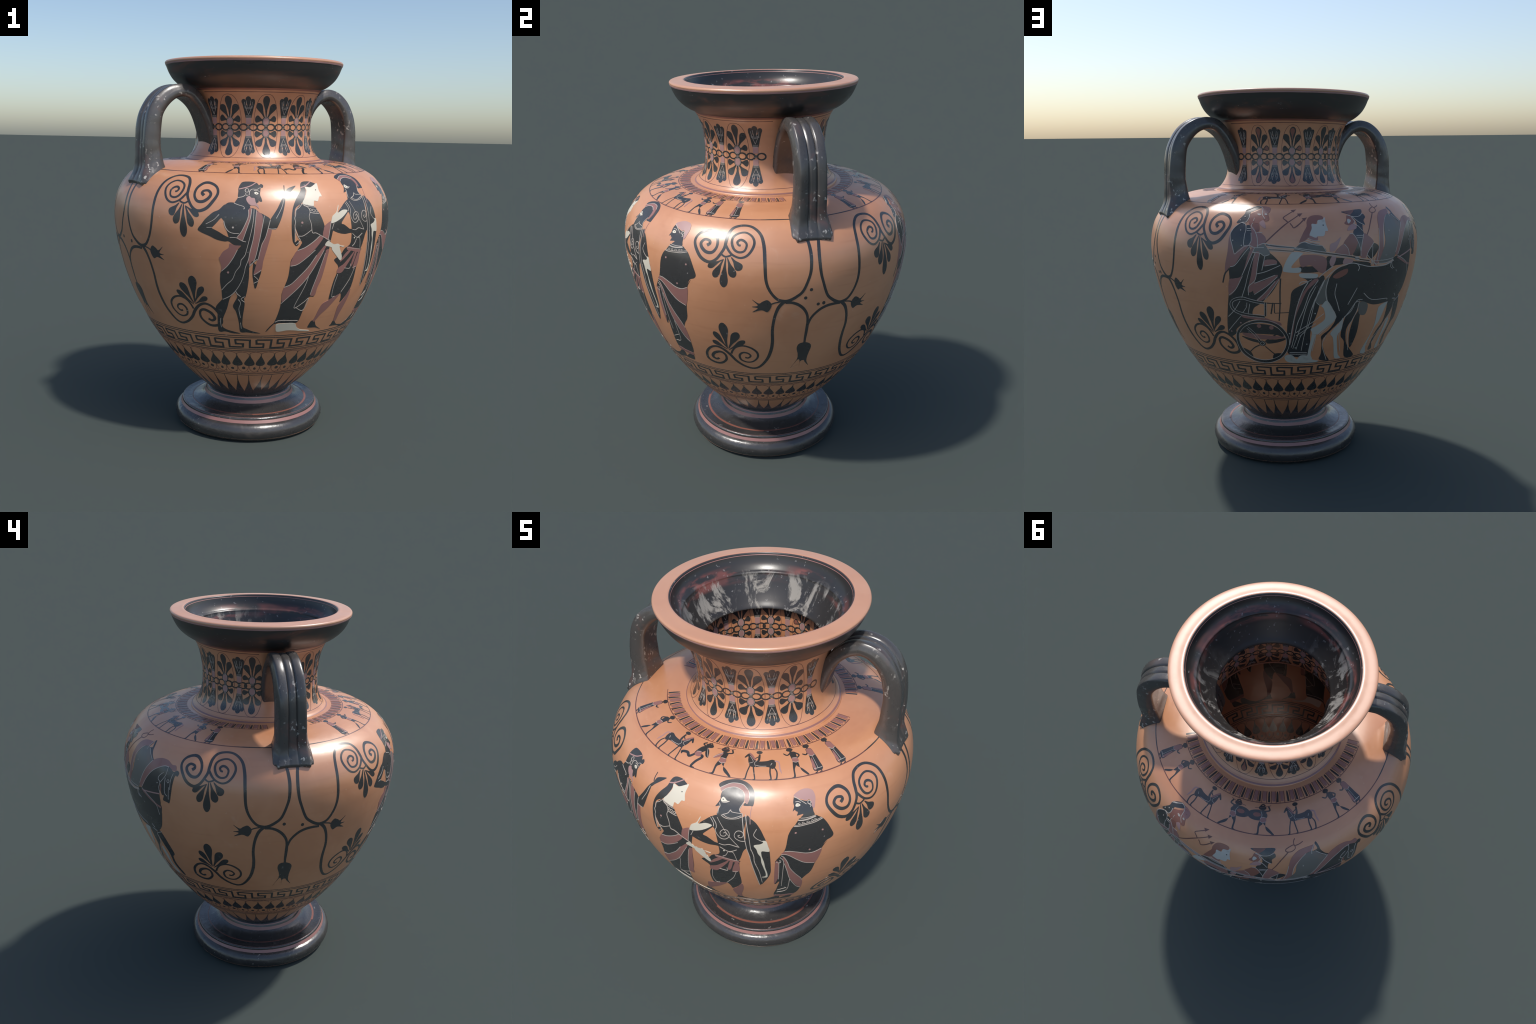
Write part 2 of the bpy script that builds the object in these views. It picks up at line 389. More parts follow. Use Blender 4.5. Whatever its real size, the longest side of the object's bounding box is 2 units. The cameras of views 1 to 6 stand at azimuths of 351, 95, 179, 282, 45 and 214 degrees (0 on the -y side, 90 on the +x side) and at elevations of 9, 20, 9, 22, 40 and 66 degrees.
def handle_mesh(name, lean, side):
    O, I = catmull(H_OUT, 6), catmull(H_IN, 6); W = catmull([(w, 0) for w in H_WID], 6)[:, 0]
    n = len(O)
    # cross-section: outer face with two broad lobes and a fine central rib, rounded flanks, nearly flat inner face
    sec = []
    for v in np.linspace(-1, 1, 33):
        groove = -.13*math.exp(-((abs(v) - .23)/.04)**2) - .07*math.exp(-(v/.42)**4)
        lobe = -.10*max(0, (abs(v) - .62)/.38)**2 - .50*max(0, (abs(v) - .80)/.20)**2.2
        fine = -.05*math.exp(-((abs(v) - .84)/.03)**2)
        sec.append((v, 1.22 + groove + lobe + fine))
    for v in np.linspace(1, -1, 25)[1:-1]:
        sec.append((v*.97, .06 + .25*max(0, (abs(v) - .8)/.2)**2 - .04*(1 - v*v)))
    V = []; m = len(sec)
    for i in range(n):
        u = i/(n - 1); toe = max(0, (u - .80)/.2)
        for v, k in sec:
            rel = min(1, .068/np.hypot(*(O[i] - I[i])))               # relief keeps its depth where the root thickens
            flat = max(0, 1 - 1.4*toe)                                 # and fades out over the root
            kk = 1 + ((k - 1.12)*flat + (.12 if abs(v) < .86 else -.1))*rel if k > .5 else k*rel
            p = I[i] + (O[i] - I[i])*kk
            y = side + W[i]*v*(1 + .004*math.sin(i*.9 + v*3))
            p = p + np.array([.002, -.014])*toe*max(0, abs(v) - .45)*1.2      # the lower corners run out into toes
            x, z = p
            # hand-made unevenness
            x += .0012*math.sin(i*.37 + v*2.1) ; z += .0012*math.cos(i*.31 - v*1.7)
            V.append((x, y, z))
    F = [(i*m + k, i*m + (k+1) % m, (i+1)*m + (k+1) % m, (i+1)*m + k) for i in range(n - 1) for k in range(m)]
    F.append(tuple(range(m))[::-1]); F.append(tuple((n-1)*m + k for k in range(m)))
    V = np.array(V); V[:, 2] += lean*np.clip((V[:, 2] - 1.42)/.35, 0, 1)
    me = mesh_from(name, V, F, 'handle'); return me
for ang, lean, side in ((22.1, .009, .012), (203.4, -.009, .022)):
    o = put('handle', handle_mesh('handle', lean, side), frame=Matrix.Rotation(math.radians(ang), 4, 'Z'))
    bm = bmesh.new(); bm.from_mesh(o.data); bmesh.ops.recalc_face_normals(bm, faces=bm.faces); bm.to_mesh(o.data); bm.free()
    o.data.polygons.foreach_set('use_smooth', [True]*len(o.data.polygons)); shade_by_angle(o, 60)

# ------------------------------------------------------------------ slip bands on foot, mouth and neck
def t_at(surf, r=None, z=None):
    k = np.argmin(np.abs(surf.p[:, 0]-r)) if z is None else (np.argmin(np.abs(surf.p[:, 1]-z)) if r is None else np.argmin((surf.p[:, 0]-r)**2+(surf.p[:, 1]-z)**2))
    return surf.t[k]*100
T = lambda r, z: t_at(S_FOOT, r, z)
m = Motif('foot_clay_edge', S_FOOT); m.ring('thin', T(.35, .003), T(.405, .0195), 3, .12); m.build().data.materials[0] = MAT['clay']
m = Motif('foot_ledge_band', S_FOOT); m.ring('red', T(.387, .0985), T(.372, .1262), 4, .10); m.build()
m = Motif('foot_collar_band', S_FOOT); m.ring('red', T(.252, .159), T(.238, .191), 5, .08); m.build()
m = Motif('foot_scored_line', S_FOOT); m.ring('thin', T(.3225, .1275), T(.3175, .128), 6, .05)
m.ring('rust', T(.3285, .128), T(.3185, .128), 7, .16, -95, 5); m.build()
m = Motif('lip_under_band', S_LIP); m.ring('rust', .1, 1.3, 8, .10); m.build()
m = Motif('rim_edge_band', S_LIP); m.ring('mauve', S_LIP.t[-1]*100 - .75, S_LIP.t[-1]*100, 9, .14); m.build()
S_LINE = Turned(LINING, NECK_FRAME, 6, False)
m = Motif('mouth_edge_band', S_LINE); S_LINE.n *= -1
S_LINE.n *= -1
m.ring('red', .05, 1.5, 10, .08); m.build()


# ------------------------------------------------------------------ ornament bands of the lower body
m = Motif('band_line')
for k, t in enumerate((25.9, 27.4, 46.4, 47.8, 55.9, 57.1)): m.ring('black', t - .22, t + .22, 20 + k, .10)
m.ring('black', -.2, 1.0, 30, .12); m.build()

def ray(seed):
    r = random.Random(seed); s = r.uniform(-.8, .8); h = r.uniform(.9, 1.08)
    prof = [(.8, 3.6), (4, 4.3), (7.5, 4.2), (11, 3.2), (14, 2.1), (17.5, 1.05), (21, .45), (25.6, .2)]
    rr = lambda t: 57.3/(float(S_BODY.r(t*.01))*100)
    L = [(-(w*.5*h)*rr(t) + s*(t/25)**2, t) for t, w in prof]; R = [((w*.5*h)*rr(t) + s*(t/25)**2, t) for t, w in prof][::-1]
    m = Motif('ray'); m.fill('black', L + R); return m.build()
for v in range(4): repeat(ray(v), [9.0*k + rng.uniform(-.7, .7) for k in range(v, 40, 4)])

STEP = 360/51
def bud(seed):
    r = random.Random(seed); s = r.uniform(-.35, .45); h = r.uniform(.92, 1.1)
    g = lambda w, t: (w*1.18*h*57.3/49 + s*(t - 34)/9, t)
    m = Motif('lotus_bud')
    m.fill('black', [g(0, 45), g(.12, 43.2), g(.5, 41.3), g(1.3, 39.2), g(2.05, 37), g(2.1, 35.5), g(1.3, 34.5), g(0, 34.2),
                     g(-1.3, 34.5), g(-2.1, 35.5), g(-2.05, 37), g(-1.3, 39.2), g(-.5, 41.3), g(-.12, 43.2)])
    m.dot('black', (STEP/2 + r.uniform(-.6, .4), 32.1 + r.uniform(-.3, .3)), r.uniform(.65, .95), r.uniform(.8, 1.2))
    m.dot('black', (-.5 + r.uniform(-.5, .5), 29.5), .45, .35)
    arc = np.linspace(0, math.pi, 9)
    m.stroke('thin', [(STEP - STEP*math.cos(a), 34.4 - 6.4*math.sin(a)**.7) for a in arc], .22)
    m.stroke('thin', [(STEP - STEP*math.cos(a), 43.2 + 2.5*math.sin(a)**.7) for a in arc], .2)
    return m.build()
for v in range(3): repeat(bud(v + 5), [STEP*k + rng.uniform(-.5, .5) for k in range(v, 51, 3)])

KEY = 360/34
def key(seed):
    r = random.Random(seed); j = lambda: r.uniform(-.25, .25)
    a, b = 48.9 + j(), 54.2 + j(); c = (a + b)/2 + j()
    m = Motif('meander_key')
    m.stroke('black', [(0, b), (.70*KEY, b + j()), (.70*KEY, a), (1.36*KEY, a + j()), (1.36*KEY, c), (1.02*KEY, c), (1.0*KEY, b + .1)], .95, soft=False, vary=.1)
    return m.build()
for v in range(3): repeat(key(v), [KEY*k + rng.uniform(-.15, .15) for k in range(v, 34, 3)])

# ------------------------------------------------------------------ shoulder: tongues and ground line
TONGUE_OUT, TONGUE_IN = 161.0, 167.0
m = Motif('shoulder_line')
for a0, a1 in ((-152, 19), (30, 197)):
    m.ring('thin', 144.9, 145.4, a0, .12, a0, a1)
    m.ring('thin', TONGUE_OUT - .25, TONGUE_OUT + .1, a0 + 1, .12, a0 + 17, a1 - 3)
    m.stroke('black', [(a0, 145.0), (a0 + 8, 145.2), (a0 + 16, 145.2)], .5, (.8, .2)); m.stroke('black', [(a1, 145.0), (a1 - 8, 145.2), (a1 - 16, 145.2)], .5, (.8, .2))
m.build()
def tongue(theta, seed):
    r = random.Random(seed); s = r.uniform(-.5, .5)
    m = Motif('tongue'); m.map = lambda P: P + [theta, 0]
    m.stroke('black', [(0, 167), (s*.5, 164.2), (s, 161.5)], .85, (.6, 1))
    m.stroke('red', [(3, 167), (3 + s*.5, 164.2), (3 + s, 161.9)], 1.5, (1, .7))
    for q in (1.5, 4.5): m.stroke('thin', [(q, 167.2), (q + s*.5, 164.2), (q + s, 161.2)], .3)
    return m.build()
for k, a in enumerate(list(np.arange(-131, 14, 6.0)) + list(np.arange(42, 196, 6.0))): tongue(a + rng.uniform(-.5, .5), k)

# ------------------------------------------------------------------ neck: chain of palmettes and lotuses
CH = 21.2                                  # height of the chain along the neck profile, cm
deg = lambda cm, t=CH: cm*57.2958/(float(S_NECK.r(t*.01))*100)
m = Motif('neck_line', S_NECK)
m.ring('thin', 38.9, 39.25, 41, .12, 35, 190); m.ring('thin', 38.9, 39.25, 42, .12, 215, 372)
m.ring('thin', 5.2, 5.45, 43, .12); m.ring('red', 1.9, 2.7, 44, .08); m.build()

def palmette(seed, rust=False, sx=.95):
    r = random.Random(seed); m = Motif('palmette', S_NECK); j = lambda a=.25: r.uniform(-a, a)
    q = lambda x, y: (deg(x*sx, CH + y), CH + y)
    for sgn, spec in ((1, [(0, 5.4, j(), 15.6, 3.9), (-.8, 4.6, -4.6, 11.6, 3.6), (.8, 4.6, 4.6, 11.6, 3.6), (-1.2, 3.4, -5.8, 4.6, 3.6), (1.2, 3.4, 5.8, 4.6, 3.6)]),
                      (-1, [(0, 5.0, j(), 14.6, 3.9), (-.8, 4.4, -4.9, 9.6, 3.9), (.8, 4.4, 4.9, 9.6, 3.9), (-1.3, 3.0, -5.9, 3.4, 3.4), (1.3, 3.0, 5.9, 3.4, 3.4)])):
        for bx, by, tx, ty, w in spec:
            m.petal('black', q(bx, sgn*by), q(tx + j(), sgn*(ty + j(.4))), w*sx*r.uniform(.9, 1.08))
            if rust and r.random() < .6: m.petal('rust', q(bx + (tx-bx)*.35, sgn*(by + (ty-by)*.35)), q(bx + (tx-bx)*.93, sgn*(by + (ty-by)*.93)), w*.6)
        m.dot('black', q(0, sgn*3.0), 2.0, 2.2)
        m.dot('mauve', q(0, sgn*2.9), 1.35, 1.6)
        a = np.linspace(0, 2*math.pi, 12, endpoint=False)
        m.stroke('line', [q(1.65*math.cos(x), sgn*2.9 + 1.9*math.sin(x)) for x in a], .16, closed=True)
        for x in (-.5, .5): m.stroke('line', [q(x*.8, sgn*4.9), q(x*1.6, sgn*6.6)], .14, (1, .4))
    a = np.linspace(0, 2*math.pi, 28, endpoint=False)
    m.stroke('thin', [q(6.5*np.sign(math.cos(x))*abs(math.cos(x))**.75, .4 + 16.2*math.sin(x)) for x in a], .2, closed=True)
    return m.build()

def lotus(seed, sx=.92):
    r = random.Random(seed); m = Motif('lotus', S_NECK); j = lambda a=.2: r.uniform(-a, a)
    q = lambda x, y: (deg(x*sx, CH + y), CH + y)
    for sgn, L in ((1, 1.0), (-1, .93)):
        y = lambda v: sgn*v*L
        m.fill('black', [q(-1.6, y(4.6)), q(1.6, y(4.6)), q(2.5, y(8.5)), q(3.6, y(12.4)), q(1.8, y(11.2)), q(0, y(10.6)), q(-1.8, y(11.2)), q(-3.6, y(12.4)), q(-2.5, y(8.5))], soft=False)
        for x, h, w in ((-2.8, 14.2, 2.3), (0, 15.6, 2.7), (2.8, 14.2, 2.3)): m.petal('black', q(x*.55, y(8.6)), q(x + j(), y(h + j())), w)
        m.fill('mauve', [q(-1.4, y(1.5)), q(1.4, y(1.5)), q(1.5, y(4.6)), q(-1.5, y(4.6))], soft=False)
        for v in (4.7, 5.2, 5.7): m.stroke('line', [q(-1.4, y(v)), q(1.4, y(v))], .13)
        m.stroke('line', [q(-2.2, y(12.6)), q(-1.6, y(9.8)), q(0, y(6.2))], .15); m.stroke('line', [q(0, y(6.2)), q(1.6, y(9.8)), q(2.2, y(12.6))], .15)
        m.stroke('line', [q(-2.2, y(10.3)), q(0, y(9.7)), q(2.2, y(10.3))], .14); m.stroke('line', [q(-2.1, y(9.7)), q(0, y(9.1)), q(2.1, y(9.7))], .14)
        for x in (-1.0, 1.0): m.stroke('line', [q(x*.7, y(10.2)), q(x*1.25, y(13.2))], .15)
    return m.build()

PALM = [-121.3, -87.2, -53.6, -20, 65.3, 97, 128.5, 156.5, 184]
LOTUS = [-138.3, -103.4, -69.5, -36.9, -2.8, 46.9, 80.4, 112.6, 141, 171.5]
repeat(palmette(3), PALM[0:4:2]); repeat(palmette(8), PALM[1:4:2]); repeat(palmette(11, True, .86), PALM[4:6]); repeat(palmette(5, False, .82), PALM[6:])
repeat(lotus(2), LOTUS[:5:2]); repeat(lotus(4), LOTUS[1:5:2]); repeat(lotus(6, .84), LOTUS[5:])
def link():
    m = Motif('chain_link', S_NECK); a = np.linspace(0, 2*math.pi, 14, endpoint=False)
    m.stroke('black', [(deg(2.0*math.cos(x)), CH + 1.55*math.sin(x)) for x in a], .75, closed=True); return m.build()
L = []
for run in (sorted(PALM[:4] + LOTUS[:5]), sorted(PALM[4:] + LOTUS[5:])):
    L += [run[0] - 5.2, run[-1] + 5.2]
    for a, b in zip(run, run[1:]): L += [a + (b-a)*.27, a + (b-a)*.73]
repeat(link(), L)
m = Motif('chain_knot', S_NECK)
for a in PALM + LOTUS:
    m.dot('black', (a, CH), .8, .8)
    m.stroke('line', [(a - 1.4, CH + .35), (a + 1.4, CH + .35)], .12); m.stroke('line', [(a - 1.4, CH - .35), (a + 1.4, CH - .35)], .12)
m.build(kind='stuff')

# ------------------------------------------------------------------ painted scenes, control points in (degrees round the pot, cm up the profile)

m = Motif('bearded_man_figure')
# head, torso and the arm set on the hip
m.fill('black', [(-103.93, 134.4), (-103.45, 136.7), (-102.49, 138.4), (-100.34, 138.8), (-98.17, 138.6), (-96.68, 137.7), (-96.06, 136.7), (-95.29, 137.4), (-94.47, 136.6), (-94.63, 135.3), (-95.37, 134.9), (-95.61, 133.2), (-95.74, 131.4), (-95.18, 129.2), (-95.04, 127.9), (-95.78, 127.8), (-96.37, 128.4), (-96.27, 127.6), (-96.76, 127.2), (-97.34, 126.0), (-98.69, 125.9), (-99.45, 125.6), (-99.25, 124.9), (-100.38, 123.8), (-104.70, 126.5), (-104.92, 127.0), (-103.86, 129.5), (-103.91, 130.6), (-103.84, 132.9)])
m.fill('black', [(-108.20, 126.0), (-110.43, 123.4), (-112.54, 122.0), (-115.03, 119.0), (-116.59, 116.3), (-118.00, 113.6), (-116.57, 112.2), (-113.75, 110.8), (-110.99, 109.2), (-108.26, 108.5), (-106.71, 108.6), (-105.17, 107.2), (-104.02, 106.8), (-101.71, 106.9), (-101.53, 108.0), (-101.91, 109.0), (-104.02, 110.4), (-106.31, 110.4), (-108.24, 111.4), (-110.18, 112.9), (-112.54, 114.4), (-112.55, 115.0), (-111.00, 117.2), (-109.50, 119.5), (-107.24, 122.0)])
m.fill('black', [(-104.72, 126.9), (-107.08, 127.0), (-108.57, 125.5), (-109.64, 123.4), (-109.71, 120.3), (-108.49, 118.1), (-107.87, 115.3), (-107.08, 112.3), (-106.31, 110.1), (-104.01, 110.2), (-102.10, 108.9), (-99.45, 109.5), (-98.59, 117.2), (-99.62, 123.8), (-101.56, 125.0)])
# cloak and legs
m.fill('black', [(-99.90, 123.8), (-97.90, 124.4), (-95.98, 122.6), (-94.07, 121.3), (-92.16, 119.2), (-92.98, 114.7), (-93.95, 110.6), (-95.22, 107.0), (-96.24, 100.2), (-96.43, 100.1), (-99.12, 96.6), (-99.30, 94.1), (-99.46, 89.7), (-100.26, 82.7), (-101.33, 80.3), (-104.70, 83.7), (-106.93, 80.9), (-109.79, 78.9), (-110.04, 84.0), (-110.37, 88.0), (-110.22, 91.4), (-109.60, 93.9), (-105.22, 100.6), (-103.63, 104.6), (-102.29, 106.8), (-101.91, 108.9), (-100.61, 112.0), (-99.91, 117.1)])
m.fill('black', [(-104.70, 83.7), (-103.90, 80.8), (-105.82, 75.5), (-104.60, 71.8), (-103.63, 65.2), (-103.41, 60.7), (-102.56, 59.3), (-100.01, 59.4), (-96.96, 58.9), (-93.76, 58.9), (-97.49, 60.2), (-100.01, 61.5), (-101.98, 63.2), (-101.89, 68.6), (-101.14, 74.8), (-101.01, 77.9), (-101.32, 80.9), (-100.68, 83.3)])
m.fill('black', [(-109.88, 79.2), (-113.13, 74.3), (-112.83, 70.1), (-113.35, 64.3), (-113.53, 59.8), (-112.44, 58.9), (-110.27, 59.4), (-106.70, 58.5), (-103.09, 58.6), (-106.62, 59.8), (-109.62, 60.9), (-111.35, 62.8), (-110.85, 66.7), (-108.41, 73.7), (-106.99, 79.4), (-105.58, 82.5), (-104.69, 84.0), (-108.68, 80.8)])
m.fill('black', [(-97.86, 98.2), (-98.08, 92.8), (-97.61, 88.6), (-97.14, 85.7), (-96.53, 86.0), (-95.79, 89.7), (-94.83, 95.0), (-96.36, 96.9), (-97.37, 98.2)])
m.fill('black', [(-92.16, 119.1), (-91.00, 121.6), (-89.60, 124.5), (-87.82, 129.0), (-86.89, 130.4), (-86.45, 129.6), (-87.00, 125.5), (-88.10, 120.3), (-89.26, 116.5), (-90.02, 115.0), (-91.93, 114.8), (-92.89, 115.5)])
m.fill('black', [(-87.38, 129.9), (-86.14, 132.1), (-85.33, 134.5), (-83.39, 135.8), (-81.48, 136.4), (-83.52, 133.6), (-85.29, 131.3), (-86.38, 129.6)])
m.stroke('black', [(-86.22, 132.4), (-86.40, 134.2), (-86.22, 136.7)], .45)
m.fill('red', [(-106.33, 107.7), (-106.73, 105.6), (-108.72, 103.7), (-109.97, 101.2), (-110.29, 100.3), (-109.51, 96.4), (-109.60, 93.9), (-107.27, 96.8), (-105.22, 100.6), (-103.83, 104.6), (-102.67, 106.6), (-104.02, 106.8), (-105.17, 107.0)])
m.fill('red', [(-99.72, 124.2), (-98.67, 124.2), (-99.18, 119.7), (-100.26, 115.1), (-101.35, 110.7), (-101.91, 109.0), (-103.82, 110.4), (-102.13, 113.5), (-100.67, 117.6), (-99.87, 121.7)])
m.fill('red', [(-96.94, 123.1), (-95.22, 121.8), (-94.83, 119.8), (-95.06, 114.7), (-96.01, 108.3), (-97.41, 100.2), (-98.37, 99.3), (-99.23, 97.4), (-99.65, 100.1), (-99.20, 104.5), (-97.94, 110.8), (-97.46, 117.2), (-97.11, 121.0)])
m.fill('red', [(-92.88, 114.7), (-91.64, 114.5), (-92.05, 110.9), (-93.41, 103.9), (-94.26, 99.6), (-94.92, 94.7), (-97.58, 92.6), (-96.96, 96.9), (-96.25, 100.7), (-95.74, 104.3), (-94.84, 107.3), (-93.77, 110.9)])
m.fill('mauve', [(-99.73, 130.6), (-98.92, 129.7), (-97.74, 129.4), (-97.34, 127.5), (-96.47, 126.0), (-96.18, 124.4), (-97.33, 125.7), (-98.88, 125.9), (-99.86, 126.7), (-100.66, 128.3), (-100.70, 129.6)])
m.stroke('mauve', [(-103.70, 134.1), (-101.88, 134.8), (-99.42, 136.0), (-97.31, 138.0)], .5)
# incised details
m.stroke('line', [(-103.76, 129.6), (-102.10, 130.1), (-101.13, 131.0)], .3)
m.stroke('line', [(-100.68, 134.7), (-100.00, 133.8), (-100.27, 132.6), (-100.98, 132.6), (-101.32, 133.6)], .26, closed=True)
m.stroke('line', [(-101.07, 132.1), (-100.83, 130.9), (-100.04, 131.0)], .25)
m.stroke('line', [(-99.74, 131.0), (-99.57, 133.1), (-98.57, 134.2), (-96.93, 134.0), (-96.09, 134.8), (-95.26, 135.0)], .26)
m.stroke('line', [(-98.05, 133.4), (-96.73, 133.4), (-95.92, 132.9)], .26)
m.fill('white', [(-97.95, 132.2), (-97.14, 132.8), (-96.30, 131.9), (-97.15, 131.3)])
m.dot('over', (-96.98, 132.0), .18)
m.stroke('line', [(-105.10, 126.8), (-103.52, 126.0), (-101.76, 125.3), (-101.25, 124.3), (-101.83, 124.1)], .26)
m.stroke('line', [(-110.23, 121.2), (-112.02, 118.6), (-114.96, 116.3)], .28)
m.stroke('line', [(-114.64, 114.7), (-112.74, 114.9)], .24)
m.stroke('line', [(-108.49, 118.1), (-107.87, 115.3), (-106.70, 113.3), (-105.17, 112.5), (-103.07, 112.4)], .28)
m.dot('line', (-105.19, 115.2), .45)
m.stroke('line', [(-106.31, 110.4), (-104.02, 110.4), (-101.91, 109.0), (-100.58, 108.6)], .26)
m.stroke('line', [(-99.90, 123.8), (-99.86, 120.7), (-100.67, 117.6), (-102.13, 113.5), (-103.82, 110.4)], .26)
m.stroke('line', [(-98.67, 124.2), (-99.18, 119.7), (-100.26, 115.1), (-101.35, 110.7), (-101.82, 109.0)], .26)
m.stroke('line', [(-97.90, 124.1), (-98.13, 118.4), (-98.91, 112.6), (-100.17, 105.6), (-100.92, 102.2), (-102.09, 100.1), (-102.28, 99.7), (-102.68, 97.0), (-104.31, 93.9), (-105.60, 90.0), (-107.76, 87.3), (-109.93, 84.1)], .26)
m.stroke('line', [(-97.04, 123.6), (-97.46, 117.2), (-97.94, 110.8), (-99.01, 104.4), (-99.65, 100.1), (-100.70, 96.3), (-101.10, 93.5), (-102.33, 88.7), (-104.48, 84.0), (-106.93, 80.9), (-109.79, 78.9)], .26)
m.stroke('line', [(-94.26, 121.1), (-94.98, 115.7), (-96.01, 108.3), (-97.41, 100.2), (-99.23, 96.8)], .26)
m.stroke('line', [(-92.16, 119.1), (-92.98, 114.7), (-93.77, 110.9), (-95.03, 107.0), (-96.06, 101.0), (-96.52, 99.9)], .26)
m.stroke('line', [(-86.96, 129.6), (-88.01, 125.0), (-90.05, 119.8)], .28)
m.stroke('line', [(-92.89, 115.1), (-91.55, 114.8), (-90.02, 115.0)], .24)
m.stroke('line', [(-109.60, 93.9), (-107.27, 96.8), (-105.22, 100.6), (-103.63, 104.6)], .26)
m.stroke('line', [(-104.48, 83.7), (-103.87, 82.3), (-102.61, 80.9)], .26)
m.stroke('line', [(-103.50, 79.3), (-102.66, 77.2), (-103.40, 73.7), (-102.83, 68.6)], .26)
m.stroke('line', [(-102.90, 65.5), (-102.62, 61.8)], .26)
m.stroke('line', [(-111.59, 67.9), (-111.90, 64.8), (-111.82, 62.1)], .26)
m.stroke('line', [(-97.57, 92.5), (-94.92, 94.9)], .24)
m.stroke('line', [(-97.46, 92.0), (-95.89, 89.7), (-97.50, 88.2)], .24)
m.stroke('line', [(-99.23, 97.3), (-96.53, 100.3)], .24)
m.stroke('line', [(-101.11, 80.9), (-102.41, 79.5), (-101.01, 77.8)], .22)
m.dot('mauve', (-107.16, 93.4), .5)
m.build()

m = Motif('woman_figure')
m.fill('black', [(-79.61, 136.1), (-78.91, 138.1), (-77.53, 139.1), (-75.30, 139.2), (-73.58, 138.4), (-72.62, 137.5), (-74.08, 136.0), (-75.42, 135.5), (-77.69, 135.9), (-77.76, 133.6), (-78.42, 131.2), (-80.00, 127.6), (-82.94, 124.5), (-83.39, 119.8), (-83.49, 115.9), (-83.21, 112.1), (-83.06, 108.5), (-81.89, 109.5), (-81.59, 107.6), (-82.35, 106.6), (-83.21, 107.4), (-84.02, 109.5), (-84.47, 114.7), (-84.37, 121.1), (-83.70, 125.5), (-82.08, 129.8), (-80.01, 133.6)])
m.fill('black', [(-80.29, 126.8), (-75.87, 125.6), (-73.91, 122.4), (-72.69, 119.5), (-71.58, 115.2), (-72.07, 112.7), (-72.20, 110.8), (-73.46, 111.2), (-75.93, 108.4), (-79.18, 105.7), (-81.82, 104.5), (-80.73, 107.1), (-80.39, 108.4), (-81.41, 110.2), (-81.77, 111.3), (-82.87, 114.6), (-83.39, 115.9), (-83.39, 119.8), (-82.77, 123.7), (-81.42, 125.8)])
m.fill('black', [(-81.82, 104.5), (-83.46, 101.2), (-84.16, 98.7), (-84.48, 91.8), (-85.37, 87.0), (-86.31, 82.7), (-86.19, 76.6), (-86.93, 70.3), (-87.92, 65.9), (-88.04, 64.7), (-85.85, 65.2), (-81.51, 65.0), (-77.05, 65.1), (-75.65, 72.3), (-74.48, 79.5), (-72.07, 80.1), (-71.40, 84.6), (-70.29, 89.7), (-69.51, 97.2), (-68.93, 104.0), (-68.69, 108.0), (-67.57, 117.1), (-68.89, 118.0), (-71.36, 116.0), (-72.07, 112.7), (-72.20, 110.8), (-73.46, 111.2), (-75.93, 108.4), (-79.18, 105.7)])
m.stroke('black', [(-87.64, 65.6), (-89.38, 63.2), (-91.35, 59.8)], .6, (.3, .3))
m.fill('white', [(-77.73, 135.7), (-75.42, 135.5), (-72.62, 137.5), (-71.81, 137.6), (-72.18, 133.7), (-71.63, 130.6), (-72.79, 130.2), (-73.46, 128.6), (-74.03, 127.9), (-75.36, 128.1), (-75.87, 125.6), (-77.99, 126.2), (-80.04, 127.2), (-78.56, 130.4), (-77.53, 133.6)])
m.fill('white', [(-86.94, 62.8), (-86.77, 64.5), (-83.79, 64.9), (-78.27, 64.6), (-76.62, 62.0), (-74.52, 60.3), (-69.38, 59.0), (-69.52, 58.5), (-74.24, 59.2), (-77.85, 60.0), (-81.21, 60.3), (-85.12, 59.7), (-86.51, 60.3)])
m.fill('white', [(-68.78, 117.7), (-68.22, 120.3), (-66.35, 122.3), (-65.19, 125.5), (-64.98, 125.2), (-65.75, 122.0), (-63.14, 123.2), (-61.24, 123.1), (-61.06, 122.3), (-63.72, 119.5), (-66.58, 117.6), (-68.54, 117.0)])
m.fill('white', [(-69.82, 108.6), (-68.54, 107.7), (-66.96, 106.7), (-65.20, 106.8), (-63.78, 105.9), (-61.82, 105.4), (-62.58, 105.0), (-64.23, 105.3), (-62.43, 100.5), (-62.36, 98.5), (-62.14, 99.2), (-62.95, 98.3), (-64.95, 100.6), (-67.44, 103.8), (-68.05, 105.3), (-70.92, 106.5)])
m.fill('red', [(-81.81, 104.4), (-79.17, 105.6), (-75.92, 108.3), (-73.46, 111.2), (-71.94, 110.3), (-74.20, 106.0), (-76.38, 103.0), (-78.18, 100.6), (-81.36, 97.6), (-84.03, 96.8), (-83.82, 99.7), (-82.62, 103.4)])
m.fill('red', [(-70.11, 106.5), (-71.10, 104.1), (-72.74, 99.9), (-74.47, 95.1), (-76.29, 91.3), (-79.68, 85.6), (-82.63, 81.6), (-85.63, 77.8), (-86.23, 81.8), (-85.69, 85.6), (-83.02, 87.5), (-79.92, 91.6), (-76.86, 96.1), (-74.07, 101.7), (-72.50, 104.2), (-71.24, 106.1)])
m.fill('red', [(-68.93, 104.0), (-69.46, 98.6), (-70.24, 90.8), (-71.40, 84.6), (-71.80, 80.7), (-74.00, 80.9), (-73.53, 85.4), (-72.48, 91.0), (-71.44, 97.1), (-70.44, 102.5), (-70.14, 104.0)])
m.fill('red', [(-71.47, 116.0), (-68.77, 118.0), (-69.46, 114.1), (-69.87, 109.1), (-71.96, 110.6), (-72.28, 112.2), (-72.01, 114.0)])
m.stroke('mauve', [(-79.67, 135.3), (-77.33, 136.4), (-74.33, 139.1)], .5)
m.stroke('line', [(-80.29, 126.8), (-78.02, 126.0), (-75.87, 125.6)], .28)
